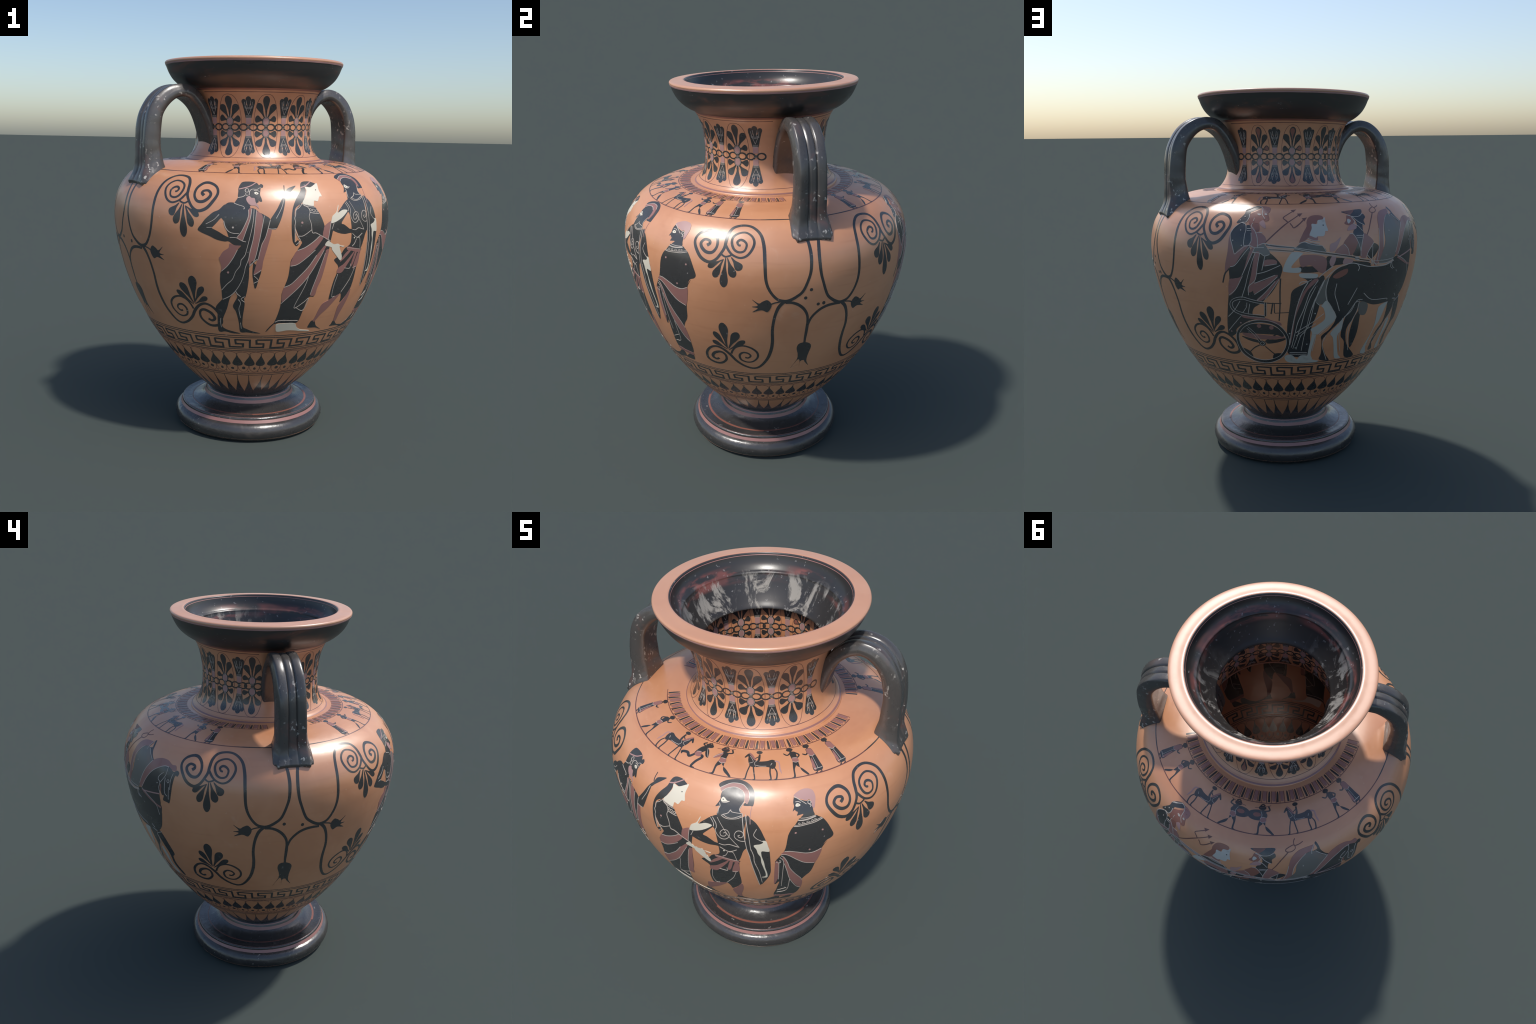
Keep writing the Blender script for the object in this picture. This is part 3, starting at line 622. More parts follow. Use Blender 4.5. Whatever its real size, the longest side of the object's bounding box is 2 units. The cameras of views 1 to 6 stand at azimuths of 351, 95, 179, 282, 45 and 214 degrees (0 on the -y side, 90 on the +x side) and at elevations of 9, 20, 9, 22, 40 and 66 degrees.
m.stroke('line', [(-80.11, 126.4), (-78.06, 125.4), (-75.27, 125.0)], .22)
m.stroke('line', [(-77.51, 122.5), (-75.70, 122.1), (-73.94, 121.9)], .3)
m.stroke('line', [(-77.39, 124.4), (-76.67, 123.8), (-76.93, 123.2), (-77.45, 123.6)], .2, closed=True)
m.stroke('line', [(-76.22, 124.1), (-75.50, 123.5), (-75.77, 122.7), (-76.39, 123.3)], .2, closed=True)
m.stroke('line', [(-75.04, 123.8), (-74.30, 123.2), (-74.68, 122.6), (-75.20, 123.0)], .2, closed=True)
m.stroke('line', [(-79.72, 126.0), (-78.10, 124.9), (-77.49, 122.8), (-77.92, 120.2), (-77.11, 117.0), (-76.61, 112.9), (-75.08, 112.6), (-72.54, 110.9), (-68.86, 108.5)], .28)
m.stroke('line', [(-81.77, 111.3), (-79.92, 111.5), (-76.86, 114.2)], .28)
m.stroke('line', [(-80.29, 126.8), (-81.47, 125.0), (-82.77, 123.7), (-83.06, 121.3), (-83.39, 119.8), (-83.10, 118.0), (-83.29, 115.9), (-82.62, 112.6), (-81.07, 109.4)], .3)
m.stroke('line', [(-83.29, 115.9), (-83.21, 112.1), (-83.06, 108.5)], .24)
m.stroke('line', [(-82.59, 107.2), (-81.04, 108.9)], .24)
m.stroke('line', [(-67.57, 116.9), (-68.50, 114.0)], .26)
m.stroke('line', [(-68.89, 118.0), (-69.34, 114.1), (-69.87, 109.1)], .26)
m.stroke('line', [(-81.82, 104.5), (-79.18, 105.7), (-75.93, 108.4), (-73.46, 111.2)], .28)
m.stroke('line', [(-84.03, 96.8), (-81.36, 97.6), (-78.18, 100.6), (-74.78, 104.4)], .26)
m.stroke('line', [(-85.71, 85.9), (-83.02, 87.5), (-79.92, 91.6), (-76.86, 96.1), (-74.07, 101.7)], .26)
m.stroke('line', [(-86.22, 76.9), (-82.63, 81.6), (-79.68, 85.6), (-76.29, 91.3), (-72.74, 99.9), (-71.10, 104.1)], .26)
m.stroke('line', [(-74.05, 81.2), (-73.53, 85.4), (-72.48, 91.0), (-71.44, 97.1), (-70.44, 102.5)], .26)
m.stroke('line', [(-76.13, 91.9), (-77.04, 86.5), (-80.26, 74.4), (-76.50, 76.9), (-74.42, 79.1), (-75.91, 72.4), (-79.52, 74.3)], .26)
m.stroke('line', [(-87.68, 65.9), (-85.31, 66.8), (-77.00, 66.2)], .3)
m.dot('over', (-73.51, 133.9), .25)
m.dot('mauve', (-80.56, 117.7), .5)
m.build()

m = Motif('warrior_figure')
m.fill('black', [(-59.06, 136.6), (-58.85, 138.5), (-57.68, 140.1), (-55.65, 140.9), (-53.49, 141.2), (-51.59, 140.2), (-50.52, 138.1), (-50.51, 135.5), (-51.78, 132.1), (-51.55, 130.9), (-50.88, 130.4), (-50.98, 128.9), (-53.18, 127.7), (-55.59, 127.5), (-57.63, 128.8), (-59.45, 128.6), (-59.03, 131.2), (-59.00, 132.5), (-60.31, 132.0), (-59.52, 133.8), (-58.90, 135.6)])
m.fill('black', [(-60.59, 141.5), (-59.10, 143.2), (-56.30, 144.5), (-53.48, 144.9), (-50.54, 144.1), (-48.36, 142.4), (-47.16, 140.2), (-46.88, 137.4), (-47.28, 134.1), (-48.42, 133.9), (-50.57, 133.9), (-50.15, 135.1), (-49.29, 134.8), (-48.62, 138.1), (-49.50, 140.8), (-51.29, 142.6), (-53.78, 143.1), (-56.50, 142.6), (-58.66, 141.2), (-59.73, 140.2)])
m.fill('black', [(-59.44, 128.4), (-57.63, 128.8), (-55.58, 127.4), (-53.18, 127.7), (-50.97, 128.6), (-49.39, 129.0), (-50.20, 121.5), (-49.58, 116.3), (-49.15, 111.6), (-49.27, 112.5), (-50.44, 110.1), (-52.22, 103.2), (-56.05, 103.3), (-60.20, 104.5), (-58.71, 106.4), (-58.65, 110.3), (-58.95, 113.5), (-58.68, 110.9), (-59.02, 115.1), (-59.79, 120.6), (-60.47, 122.2), (-60.36, 124.2), (-61.65, 126.6), (-61.19, 127.2)])
m.fill('black', [(-61.49, 126.6), (-63.42, 124.8), (-65.05, 122.7), (-67.09, 118.9), (-68.60, 115.3), (-68.77, 113.8), (-67.63, 113.2), (-65.23, 112.0), (-62.17, 111.3), (-58.81, 111.5), (-56.26, 109.8), (-55.91, 109.2), (-54.61, 109.2), (-52.55, 110.8), (-51.66, 112.7), (-52.79, 113.0), (-55.04, 113.7), (-56.79, 112.9), (-58.52, 113.3), (-60.26, 113.8), (-60.37, 114.0), (-62.66, 115.9), (-64.00, 116.8), (-61.94, 120.1), (-60.47, 122.2), (-60.17, 123.5)])
m.fill('black', [(-49.39, 129.0), (-47.94, 128.3), (-46.18, 126.4), (-44.75, 123.4), (-43.82, 120.5), (-43.04, 117.3), (-43.97, 116.1), (-45.21, 115.2), (-46.62, 114.9), (-49.15, 111.6), (-49.58, 116.3)])
m.fill('black', [(-49.93, 117.4), (-49.27, 112.5), (-48.23, 107.1), (-48.00, 103.7), (-46.68, 93.4), (-45.08, 82.0), (-42.84, 86.4), (-41.22, 93.5), (-41.27, 101.6), (-41.73, 111.0), (-42.31, 114.6), (-42.87, 117.1), (-44.12, 117.3), (-46.89, 115.2), (-48.26, 117.6)])
m.fill('black', [(-60.17, 104.8), (-52.22, 103.2), (-52.00, 101.2), (-52.32, 93.8), (-51.97, 85.0), (-52.57, 80.4), (-56.02, 74.2), (-56.77, 77.3), (-58.08, 79.8), (-61.40, 77.2), (-63.67, 76.8), (-64.16, 80.6), (-64.00, 87.1), (-63.15, 91.8), (-63.25, 95.2), (-65.53, 98.1), (-65.58, 99.2), (-62.93, 101.4)])
m.fill('black', [(-62.29, 79.7), (-62.93, 77.4), (-60.85, 78.4), (-58.43, 79.8), (-60.31, 81.1)])
m.fill('black', [(-56.83, 80.5), (-55.24, 77.5), (-55.03, 76.0), (-53.83, 79.0), (-54.45, 80.5)])
m.fill('black', [(-69.51, 65.1), (-70.29, 63.3), (-70.60, 61.0), (-69.11, 60.6), (-65.80, 60.2), (-62.11, 58.6), (-65.87, 61.4), (-67.61, 64.5)])
m.fill('black', [(-55.25, 62.5), (-55.56, 60.6), (-56.23, 59.4), (-53.75, 59.1), (-50.58, 58.7), (-49.65, 58.9), (-52.07, 60.3), (-53.71, 62.2)])
m.stroke('black', [(-52.21, 59.7), (-47.48, 58.2), (-42.22, 57.9), (-38.53, 59.3), (-37.13, 60.9)], .9, (.3, .3))
m.fill('red', [(-59.69, 140.0), (-58.64, 141.1), (-56.48, 142.5), (-53.76, 143.0), (-51.28, 142.5), (-49.49, 140.6), (-48.79, 138.1), (-49.31, 135.0), (-50.17, 135.5), (-50.33, 137.9), (-51.19, 139.9), (-53.11, 141.0), (-54.95, 141.2), (-57.37, 140.3), (-58.88, 138.7)])
m.fill('red', [(-60.85, 78.4), (-63.76, 76.8), (-66.54, 75.1), (-67.60, 72.0), (-68.28, 67.6), (-68.81, 65.0), (-67.79, 64.5), (-65.83, 68.4), (-62.89, 72.0), (-60.34, 75.9), (-58.30, 79.4)])
m.fill('red', [(-52.52, 80.8), (-54.30, 76.2), (-56.14, 73.0), (-56.29, 69.7), (-54.99, 62.9), (-53.17, 62.1), (-53.06, 66.7), (-52.17, 71.8), (-51.53, 76.8), (-51.74, 81.0)])
m.fill('red', [(-60.33, 104.7), (-58.97, 104.7), (-55.73, 103.7), (-52.23, 102.8), (-52.14, 101.4), (-54.36, 101.6), (-57.30, 102.5), (-59.98, 103.3)])
m.fill('red', [(-62.57, 98.5), (-60.40, 101.8), (-58.45, 103.3), (-58.05, 102.5), (-60.61, 99.3), (-62.52, 97.5)])
m.fill('red', [(-63.03, 94.2), (-60.58, 96.0), (-58.14, 99.1), (-55.82, 102.1), (-56.23, 100.2), (-58.76, 95.1), (-60.68, 91.7), (-63.15, 91.8)])
m.fill('red', [(-55.23, 101.9), (-54.21, 101.6), (-55.33, 95.1), (-56.42, 95.0)])
m.fill('red', [(-53.48, 101.2), (-52.30, 101.2), (-52.20, 94.6), (-54.82, 93.3)])
m.fill('white', [(-46.89, 114.4), (-44.81, 115.3), (-43.84, 116.3), (-44.12, 117.3), (-42.87, 117.1), (-42.31, 114.6), (-41.80, 110.8), (-44.25, 110.9), (-44.39, 108.4), (-44.11, 106.2), (-43.53, 103.0), (-43.07, 98.5), (-42.28, 93.2), (-42.40, 89.9), (-44.26, 89.9), (-43.02, 90.7), (-42.89, 93.6), (-43.66, 98.5), (-44.40, 102.7), (-44.68, 106.8), (-45.52, 109.2), (-46.06, 112.1)])
m.stroke('mauve', [(-47.75, 133.5), (-48.15, 130.4), (-48.13, 125.8)], .3)
m.stroke('line', [(-59.01, 133.9), (-58.67, 132.6), (-59.03, 131.2), (-59.15, 129.1)], .26)
m.fill('white', [(-58.69, 135.4), (-58.16, 136.5), (-57.42, 136.2), (-56.50, 135.2), (-55.64, 135.1), (-57.21, 134.6), (-58.41, 134.6)])
m.dot('over', (-57.92, 135.5), .25)
m.stroke('line', [(-58.37, 134.3), (-56.99, 134.3), (-55.55, 135.1)], .26)
m.stroke('line', [(-57.64, 128.9), (-55.75, 130.0), (-54.87, 131.5), (-54.32, 130.7), (-51.05, 130.4)], .28)
m.stroke('line', [(-57.96, 128.7), (-56.74, 127.7), (-55.10, 127.4), (-52.39, 128.0), (-50.99, 129.1)], .26)
m.stroke('line', [(-57.33, 129.1), (-55.94, 128.1), (-53.99, 128.0), (-51.16, 129.5)], .26)
m.stroke('line', [(-61.49, 126.6), (-60.36, 124.2), (-60.31, 122.5)], .26)
m.stroke('line', [(-60.84, 127.1), (-59.54, 124.4), (-59.32, 122.3), (-59.62, 120.9), (-58.97, 118.5), (-57.68, 116.7), (-56.23, 116.7), (-55.09, 118.2), (-54.93, 120.1), (-55.74, 121.7), (-57.03, 121.7), (-57.99, 120.1), (-57.67, 118.3), (-56.54, 118.3), (-55.89, 119.6), (-56.37, 120.4), (-56.85, 119.9)], .26)
m.stroke('line', [(-49.58, 116.7), (-51.30, 116.6), (-52.87, 117.9), (-53.26, 119.7), (-52.56, 121.7), (-51.30, 122.1), (-50.35, 121.0), (-50.51, 119.2), (-51.45, 118.5), (-52.08, 119.4), (-51.45, 119.8)], .26)
m.stroke('line', [(-59.19, 127.3), (-57.04, 122.7), (-54.93, 118.3), (-51.82, 112.9)], .2)
m.stroke('line', [(-50.51, 135.5), (-51.81, 132.5), (-51.57, 131.1)], .26)
m.stroke('line', [(-46.00, 123.6), (-46.92, 120.6), (-45.99, 118.6), (-44.12, 117.0)], .24)
m.stroke('line', [(-59.73, 140.2), (-56.50, 142.6), (-53.78, 143.1), (-51.29, 142.6), (-49.50, 140.8)], .28)
m.stroke('line', [(-58.88, 138.7), (-57.37, 140.3), (-54.95, 141.2), (-53.11, 141.0), (-51.19, 139.9)], .28)
m.stroke('line', [(-50.89, 130.6), (-50.38, 124.0), (-50.04, 119.5), (-49.15, 111.6), (-49.27, 112.5), (-48.24, 106.5), (-48.00, 103.7), (-45.08, 82.0)], .3)
m.stroke('line', [(-49.74, 130.1), (-48.96, 122.9), (-48.48, 119.2), (-47.89, 111.7), (-47.74, 111.6), (-46.95, 107.3), (-46.71, 102.8), (-45.16, 94.7), (-44.10, 84.5)], .3)
m.stroke('line', [(-62.58, 91.0), (-63.28, 84.1), (-62.64, 78.7), (-61.04, 78.6)], .24)
m.stroke('line', [(-53.52, 93.0), (-54.92, 87.1), (-58.02, 80.3)], .24)
m.stroke('line', [(-57.61, 104.8), (-56.51, 106.0), (-55.66, 108.4)], .24)
m.stroke('line', [(-55.21, 108.7), (-54.05, 108.9), (-53.39, 107.0), (-52.80, 103.5)], .24)
m.stroke('line', [(-58.52, 113.3), (-56.79, 112.9), (-55.04, 113.7), (-52.79, 113.0), (-51.66, 112.7)], .26)
m.stroke('line', [(-58.31, 111.2), (-55.91, 109.2), (-54.61, 109.2), (-52.55, 110.8)], .26)
m.stroke('line', [(-59.67, 93.9), (-56.70, 93.4), (-56.68, 95.7)], .24)
m.stroke('line', [(-54.82, 93.3), (-52.78, 93.9)], .24)
m.stroke('line', [(-60.20, 104.5), (-55.75, 103.4), (-52.23, 102.8)], .2)
m.dot('white', (-56.94, 109.0), .4)
m.build()

m = Motif('elder_figure')
m.fill('black', [(-32.86, 136.8), (-30.75, 135.6), (-28.62, 134.6), (-27.66, 135.0), (-27.05, 133.9), (-26.78, 131.5), (-26.69, 129.7), (-26.55, 127.9), (-29.37, 126.9), (-31.34, 127.6), (-30.40, 128.9), (-30.51, 129.3), (-31.67, 129.1), (-32.53, 129.0), (-32.18, 130.0), (-32.27, 130.7), (-32.82, 131.0), (-33.07, 131.6), (-33.82, 131.1), (-33.24, 133.0), (-33.37, 134.8), (-33.04, 136.5)])
m.fill('black', [(-32.22, 126.8), (-31.34, 127.6), (-26.55, 127.9), (-25.00, 126.9), (-23.59, 125.6), (-22.21, 122.9), (-20.72, 118.7), (-19.86, 115.6), (-20.56, 113.9), (-22.33, 112.8), (-23.38, 110.3), (-22.03, 112.7), (-23.70, 108.5), (-23.86, 105.0), (-25.21, 98.2), (-26.17, 90.9), (-28.01, 87.0), (-29.00, 84.0), (-28.48, 80.9), (-28.35, 74.4), (-30.22, 65.1), (-38.69, 65.5), (-38.36, 76.7), (-37.74, 84.6), (-39.57, 82.6), (-39.76, 101.3), (-39.54, 103.9), (-38.60, 106.2), (-37.15, 109.6), (-36.40, 112.8), (-35.66, 120.0), (-36.16, 115.0), (-35.66, 119.7), (-34.54, 123.0), (-33.41, 124.6)])
m.fill('black', [(-38.61, 63.4), (-36.53, 63.0), (-37.17, 59.2), (-42.50, 57.8), (-49.03, 57.0), (-42.12, 60.0)])
m.fill('black', [(-37.17, 59.2), (-31.78, 64.2), (-30.69, 64.0), (-31.41, 59.3), (-35.12, 58.7), (-36.89, 58.8)])
m.fill('mauve', [(-32.90, 137.7), (-31.33, 139.0), (-29.31, 139.8), (-27.10, 139.6), (-25.61, 138.4), (-25.16, 135.9), (-25.58, 133.6), (-26.22, 131.2), (-26.90, 131.7), (-27.09, 134.6), (-27.93, 135.2), (-28.59, 134.8), (-30.29, 135.7), (-32.26, 136.7)])
m.fill('red', [(-37.82, 108.5), (-36.75, 110.1), (-34.94, 110.0), (-32.07, 108.7), (-29.10, 107.1), (-26.43, 106.9), (-23.83, 108.3), (-23.96, 104.4), (-25.25, 98.6), (-26.96, 98.6), (-29.22, 100.2), (-32.10, 103.5), (-34.54, 106.7), (-36.55, 108.0)])
m.fill('red', [(-37.33, 105.8), (-36.77, 106.0), (-35.52, 102.6), (-34.60, 98.2), (-32.59, 92.4), (-29.72, 86.2), (-28.86, 83.5), (-28.42, 80.4), (-28.35, 74.4), (-30.29, 77.3), (-32.51, 83.0), (-34.22, 88.9), (-35.31, 94.8), (-36.33, 101.4)])
m.fill('red', [(-39.71, 102.3), (-38.49, 101.8), (-38.19, 89.9), (-38.48, 87.4), (-39.41, 82.6), (-39.76, 86.3)])
m.fill('red', [(-38.73, 66.3), (-34.81, 65.6), (-30.22, 65.1), (-30.73, 63.1), (-34.82, 63.6), (-38.63, 64.3)])
m.stroke('line', [(-36.75, 110.1), (-34.94, 110.0), (-32.07, 108.7), (-29.10, 107.1), (-26.43, 106.9), (-23.83, 108.3)], .26)
m.stroke('line', [(-37.81, 108.2), (-36.27, 108.0), (-34.53, 106.4), (-32.08, 103.2), (-29.21, 100.0), (-25.51, 98.0)], .26)
m.stroke('line', [(-37.79, 107.3), (-36.77, 106.0), (-35.50, 102.2), (-34.39, 97.1), (-32.22, 91.5), (-29.72, 86.2), (-28.86, 83.5)], .26)
m.stroke('line', [(-38.18, 106.2), (-37.14, 104.2), (-36.76, 101.2), (-36.82, 95.2), (-36.68, 79.5)], .26)
m.stroke('line', [(-38.40, 103.7), (-37.83, 103.5), (-37.94, 102.4), (-38.65, 102.2), (-39.52, 102.9)], .24)
m.stroke('line', [(-38.42, 101.8), (-38.25, 93.9), (-38.17, 87.4)], .26)
m.stroke('line', [(-36.47, 101.1), (-35.31, 94.8), (-33.94, 87.1), (-30.84, 77.6), (-28.46, 73.9)], .26)
m.stroke('line', [(-33.85, 85.8), (-34.24, 73.5), (-38.09, 71.1)], .26)
m.stroke('line', [(-34.49, 76.6), (-38.07, 74.2)], .26)
m.stroke('line', [(-32.22, 126.8), (-30.54, 126.5), (-28.52, 126.7), (-26.00, 127.4)], .5)
m.stroke('line', [(-31.34, 127.6), (-29.35, 127.4), (-26.42, 127.7)], .22)
m.stroke('line', [(-33.70, 124.1), (-32.03, 123.9), (-29.48, 124.2), (-26.59, 124.6), (-23.74, 125.7)], .3)
m.stroke('line', [(-33.41, 124.6), (-31.87, 124.5), (-29.47, 124.8), (-26.56, 125.3), (-24.01, 126.2)], .2)
m.stroke('line', [(-32.63, 134.9), (-31.59, 134.9), (-30.76, 134.3)], .26)
m.fill('white', [(-32.72, 133.1), (-32.41, 134.1), (-31.67, 134.2), (-30.95, 133.3), (-31.81, 132.8)])
m.dot('over', (-31.81, 133.5), .16)
m.stroke('line', [(-27.56, 134.6), (-27.07, 133.8), (-27.62, 133.2), (-28.18, 133.5), (-28.13, 134.4)], .28, closed=True)
m.stroke('line', [(-27.79, 133.0), (-27.25, 132.5), (-27.63, 131.9)], .3)
m.stroke('line', [(-32.82, 137.2), (-31.45, 136.0), (-30.12, 134.7), (-28.80, 133.3)], .3)
m.stroke('line', [(-30.57, 125.6), (-30.17, 125.1), (-30.60, 124.8), (-31.01, 125.2)], .16, closed=True)
m.stroke('line', [(-28.86, 125.7), (-28.31, 125.2), (-28.89, 124.8), (-29.37, 125.4)], .16, closed=True)
m.stroke('line', [(-27.32, 126.1), (-26.99, 125.6), (-27.37, 125.2), (-27.71, 125.7)], .16, closed=True)
m.stroke('line', [(-26.29, 126.3), (-25.95, 125.9), (-26.33, 125.6), (-26.67, 126.0)], .16, closed=True)
m.stroke('line', [(-31.91, 125.5), (-31.57, 125.2), (-31.93, 124.8), (-32.27, 125.2)], .16, closed=True)
m.dot('mauve', (-33.18, 120.7), .45)
m.dot('mauve', (-23.90, 119.8), .45)
m.dot('mauve', (-28.14, 109.2), .45)
m.build()

m = Motif('chariot_driver_figure')
# two standing figures seen overlapping, in long cloaks
m.fill('black', [(69.76, 132.9), (72.17, 137.3), (72.47, 140.0), (74.77, 142.1), (74.68, 138.0), (74.41, 134.4), (73.40, 132.7), (70.92, 132.4)])
m.fill('black', [(68.26, 126.5), (68.83, 129.5), (70.58, 131.9), (72.35, 132.7), (73.81, 131.2), (73.68, 126.3), (73.72, 121.8), (70.24, 118.2), (69.14, 121.4)])
m.fill('black', [(73.37, 127.7), (74.01, 131.2), (75.69, 130.7), (76.55, 124.0), (75.47, 121.9), (73.72, 121.8)])
m.fill('black', [(68.17, 111.6), (72.41, 119.2), (75.48, 121.7), (76.68, 118.7), (80.09, 118.6), (83.45, 118.6), (87.68, 112.8), (87.33, 108.0), (86.04, 104.0), (83.40, 98.7), (79.27, 93.5), (76.63, 90.9), (76.16, 87.1), (80.29, 86.0), (73.98, 83.7), (68.40, 78.8), (67.37, 75.5), (63.69, 75.0), (66.77, 97.2), (67.78, 105.6)])
m.fill('red', [(67.76, 126.3), (69.14, 121.4), (70.06, 117.0), (68.18, 111.9), (66.41, 109.3), (66.32, 112.2), (67.38, 119.0)])
m.stroke('black', [(67.94, 110.9), (66.14, 108.2), (64.89, 103.5)], .8)
m.fill('rust', [(74.79, 137.4), (76.70, 139.1), (79.56, 140.6), (80.74, 135.4), (79.15, 132.6), (76.31, 132.5), (76.05, 131.2), (74.67, 132.5), (74.70, 135.3)])
m.fill('rust', [(79.34, 142.2), (82.78, 141.3), (82.18, 138.1), (82.75, 134.4), (80.88, 133.7), (80.34, 137.5)])
m.fill('black', [(72.47, 140.0), (74.68, 142.5), (76.82, 143.4), (79.27, 142.6), (76.52, 140.1), (74.53, 138.9)])
m.fill('red', [(78.75, 143.0), (81.29, 142.8), (82.87, 141.5), (82.37, 138.4), (80.03, 138.4)])
m.fill('rust', [(76.37, 132.0), (78.79, 132.1), (79.22, 128.8), (77.89, 128.3), (76.79, 129.7)])
m.fill('red', [(76.05, 131.2), (77.38, 129.7), (78.38, 126.4), (78.70, 122.9), (77.79, 121.0), (75.48, 121.7), (76.55, 124.0), (76.22, 128.2)])
m.fill('red', [(78.29, 128.0), (81.06, 126.6), (81.99, 124.1), (81.16, 122.9), (78.91, 122.0)])
m.fill('mauve', [(78.95, 132.6), (80.45, 134.0), (81.40, 131.8), (81.51, 129.8), (80.08, 130.8)])
m.fill('grey', [(77.23, 120.6), (79.29, 122.0), (81.17, 122.7), (83.45, 118.6), (81.96, 117.4), (79.72, 118.5), (77.06, 118.9)])
m.fill('red', [(70.05, 117.7), (73.53, 121.6), (75.48, 121.7), (72.83, 117.9), (70.44, 113.2), (68.37, 111.7), (68.62, 113.4)])
m.fill('red', [(75.54, 118.2), (77.03, 121.0), (77.79, 121.0), (75.54, 114.7), (72.62, 107.2), (70.13, 100.5), (67.01, 97.2), (67.62, 105.0), (69.54, 106.0), (72.80, 107.9)])
m.fill('red', [(78.02, 118.5), (79.72, 118.5), (78.96, 113.6), (77.84, 105.9), (77.15, 100.9), (75.08, 99.3), (75.25, 102.9), (76.32, 108.1)])
m.fill('red', [(81.59, 115.3), (84.93, 115.6), (85.84, 114.0), (81.01, 112.5)])
m.fill('red', [(77.48, 103.9), (80.97, 105.4), (85.25, 108.3), (86.07, 107.5), (82.20, 103.1), (77.27, 98.6)])
m.fill('red', [(78.02, 95.6), (81.69, 99.9), (85.00, 104.9), (86.91, 106.6), (83.86, 100.5), (80.23, 95.4)])
m.stroke('line', [(72.33, 139.7), (74.12, 140.9), (76.87, 143.2), (79.39, 141.7), (79.71, 137.5), (80.99, 134.8)], 0.30)
m.stroke('line', [(72.61, 140.4), (74.86, 141.7), (76.82, 143.4)], 0.28)
m.stroke('line', [(74.36, 137.4), (74.49, 135.3), (73.57, 133.0), (71.93, 132.7), (70.07, 131.1), (68.69, 129.0), (67.99, 126.0), (69.13, 121.6), (70.05, 117.7)], 0.33)
m.stroke('line', [(71.93, 132.7), (73.54, 131.7), (74.03, 129.2), (73.68, 126.3), (73.72, 121.8), (75.85, 121.9), (77.79, 121.0), (81.19, 121.1)], 0.33)
m.stroke('line', [(76.31, 132.5), (76.10, 130.7), (77.69, 128.3), (78.62, 125.2), (78.84, 121.1)], 0.30)
m.stroke('line', [(76.15, 127.7), (76.36, 124.0), (75.47, 121.9)], 0.28)
m.stroke('line', [(74.39, 129.7), (75.99, 129.7)], 0.28)
m.stroke('line', [(74.48, 128.7), (76.08, 128.7)], 0.28)
m.stroke('line', [(78.31, 127.8), (80.44, 127.8)], 0.28)
m.stroke('line', [(78.91, 122.0), (81.16, 122.9), (83.43, 122.3)], 0.30)
m.stroke('line', [(77.06, 118.9), (79.72, 118.5), (81.41, 117.3), (83.26, 117.9)], 0.30)
m.stroke('line', [(77.79, 121.0), (75.54, 114.7), (72.84, 107.7)], 0.33)
m.stroke('line', [(70.25, 117.7), (74.30, 121.9)], 0.30)
m.stroke('line', [(68.37, 111.7), (70.43, 112.8), (73.80, 118.1), (76.06, 121.5)], 0.30)
m.stroke('line', [(78.02, 118.7), (76.69, 114.3), (74.99, 107.3), (73.88, 102.2), (72.16, 96.4)], 0.30)
m.stroke('line', [(79.72, 118.5), (78.96, 113.6), (77.84, 105.9), (75.22, 102.3), (74.99, 97.8)], 0.30)
m.stroke('line', [(81.59, 117.2), (80.42, 110.5)], 0.30)
m.stroke('line', [(78.30, 108.7), (81.91, 110.0), (87.13, 113.0)], 0.30)
m.stroke('line', [(81.57, 112.7), (86.03, 113.7)], 0.30)
m.stroke('line', [(77.25, 98.3), (82.20, 102.8), (86.07, 107.5)], 0.28)
m.stroke('line', [(77.49, 104.1), (80.55, 105.7), (85.25, 108.3)], 0.28)
m.stroke('line', [(78.23, 95.3), (81.69, 99.9), (85.21, 105.2)], 0.28)
m.stroke('line', [(81.13, 95.7), (84.31, 101.4), (86.69, 106.1)], 0.28)
m.stroke('line', [(67.01, 97.2), (70.15, 100.8), (73.00, 107.4)], 0.28)
m.stroke('line', [(65.41, 85.4), (68.70, 89.6), (71.32, 94.5)], 0.28)
m.stroke('line', [(64.38, 77.2), (71.34, 86.7)], 0.28)
m.stroke('line', [(74.06, 93.8), (73.65, 91.3), (71.98, 88.3)], 0.28)
m.stroke('line', [(75.18, 93.3), (74.07, 87.6)], 0.28)
m.fill('line', [(77.56, 137.6), (78.38, 137.9), (79.30, 137.3), (78.53, 136.7)])
m.fill('line', [(80.55, 137.5), (81.14, 138.0), (81.83, 137.3), (81.24, 136.9)])
m.stroke('line', [(76.60, 133.6), (76.70, 135.3)], 0.30)
m.dot('line', (72.76, 136.0), .3)
m.dot('line', (71.93, 128.9), .3)
m.dot('line', (69.20, 124.0), .3)
m.dot('line', (72.73, 121.8), .3)
m.dot('line', (71.06, 134.0), .3)
m.dot('mauve', (70.52, 82.4), .4)
m.dot('mauve', (65.56, 76.9), .4)
m.build()

m = Motif('trident')
m.stroke('thin', [(81.35, 122.9), (84.86, 127.1), (88.08, 130.8), (90.06, 132.8), (92.52, 135.0), (94.92, 137.2)], .55)
m.stroke('thin', [(90.25, 132.6), (89.28, 133.9), (88.28, 135.4), (90.15, 137.4), (92.55, 139.5)], .55)
m.stroke('thin', [(90.84, 132.4), (91.59, 131.2), (92.33, 130.1), (94.27, 131.7), (96.00, 133.8)], .55)
m.fill('thin', [(91.31, 140.1), (93.83, 140.6), (92.41, 138.5)], soft=False)
m.fill('thin', [(93.83, 137.7), (96.16, 137.9), (94.84, 135.8)], soft=False)
m.fill('thin', [(95.59, 134.9), (97.79, 135.4), (96.46, 133.2)], soft=False)
m.build()

m = Motif('chariot')
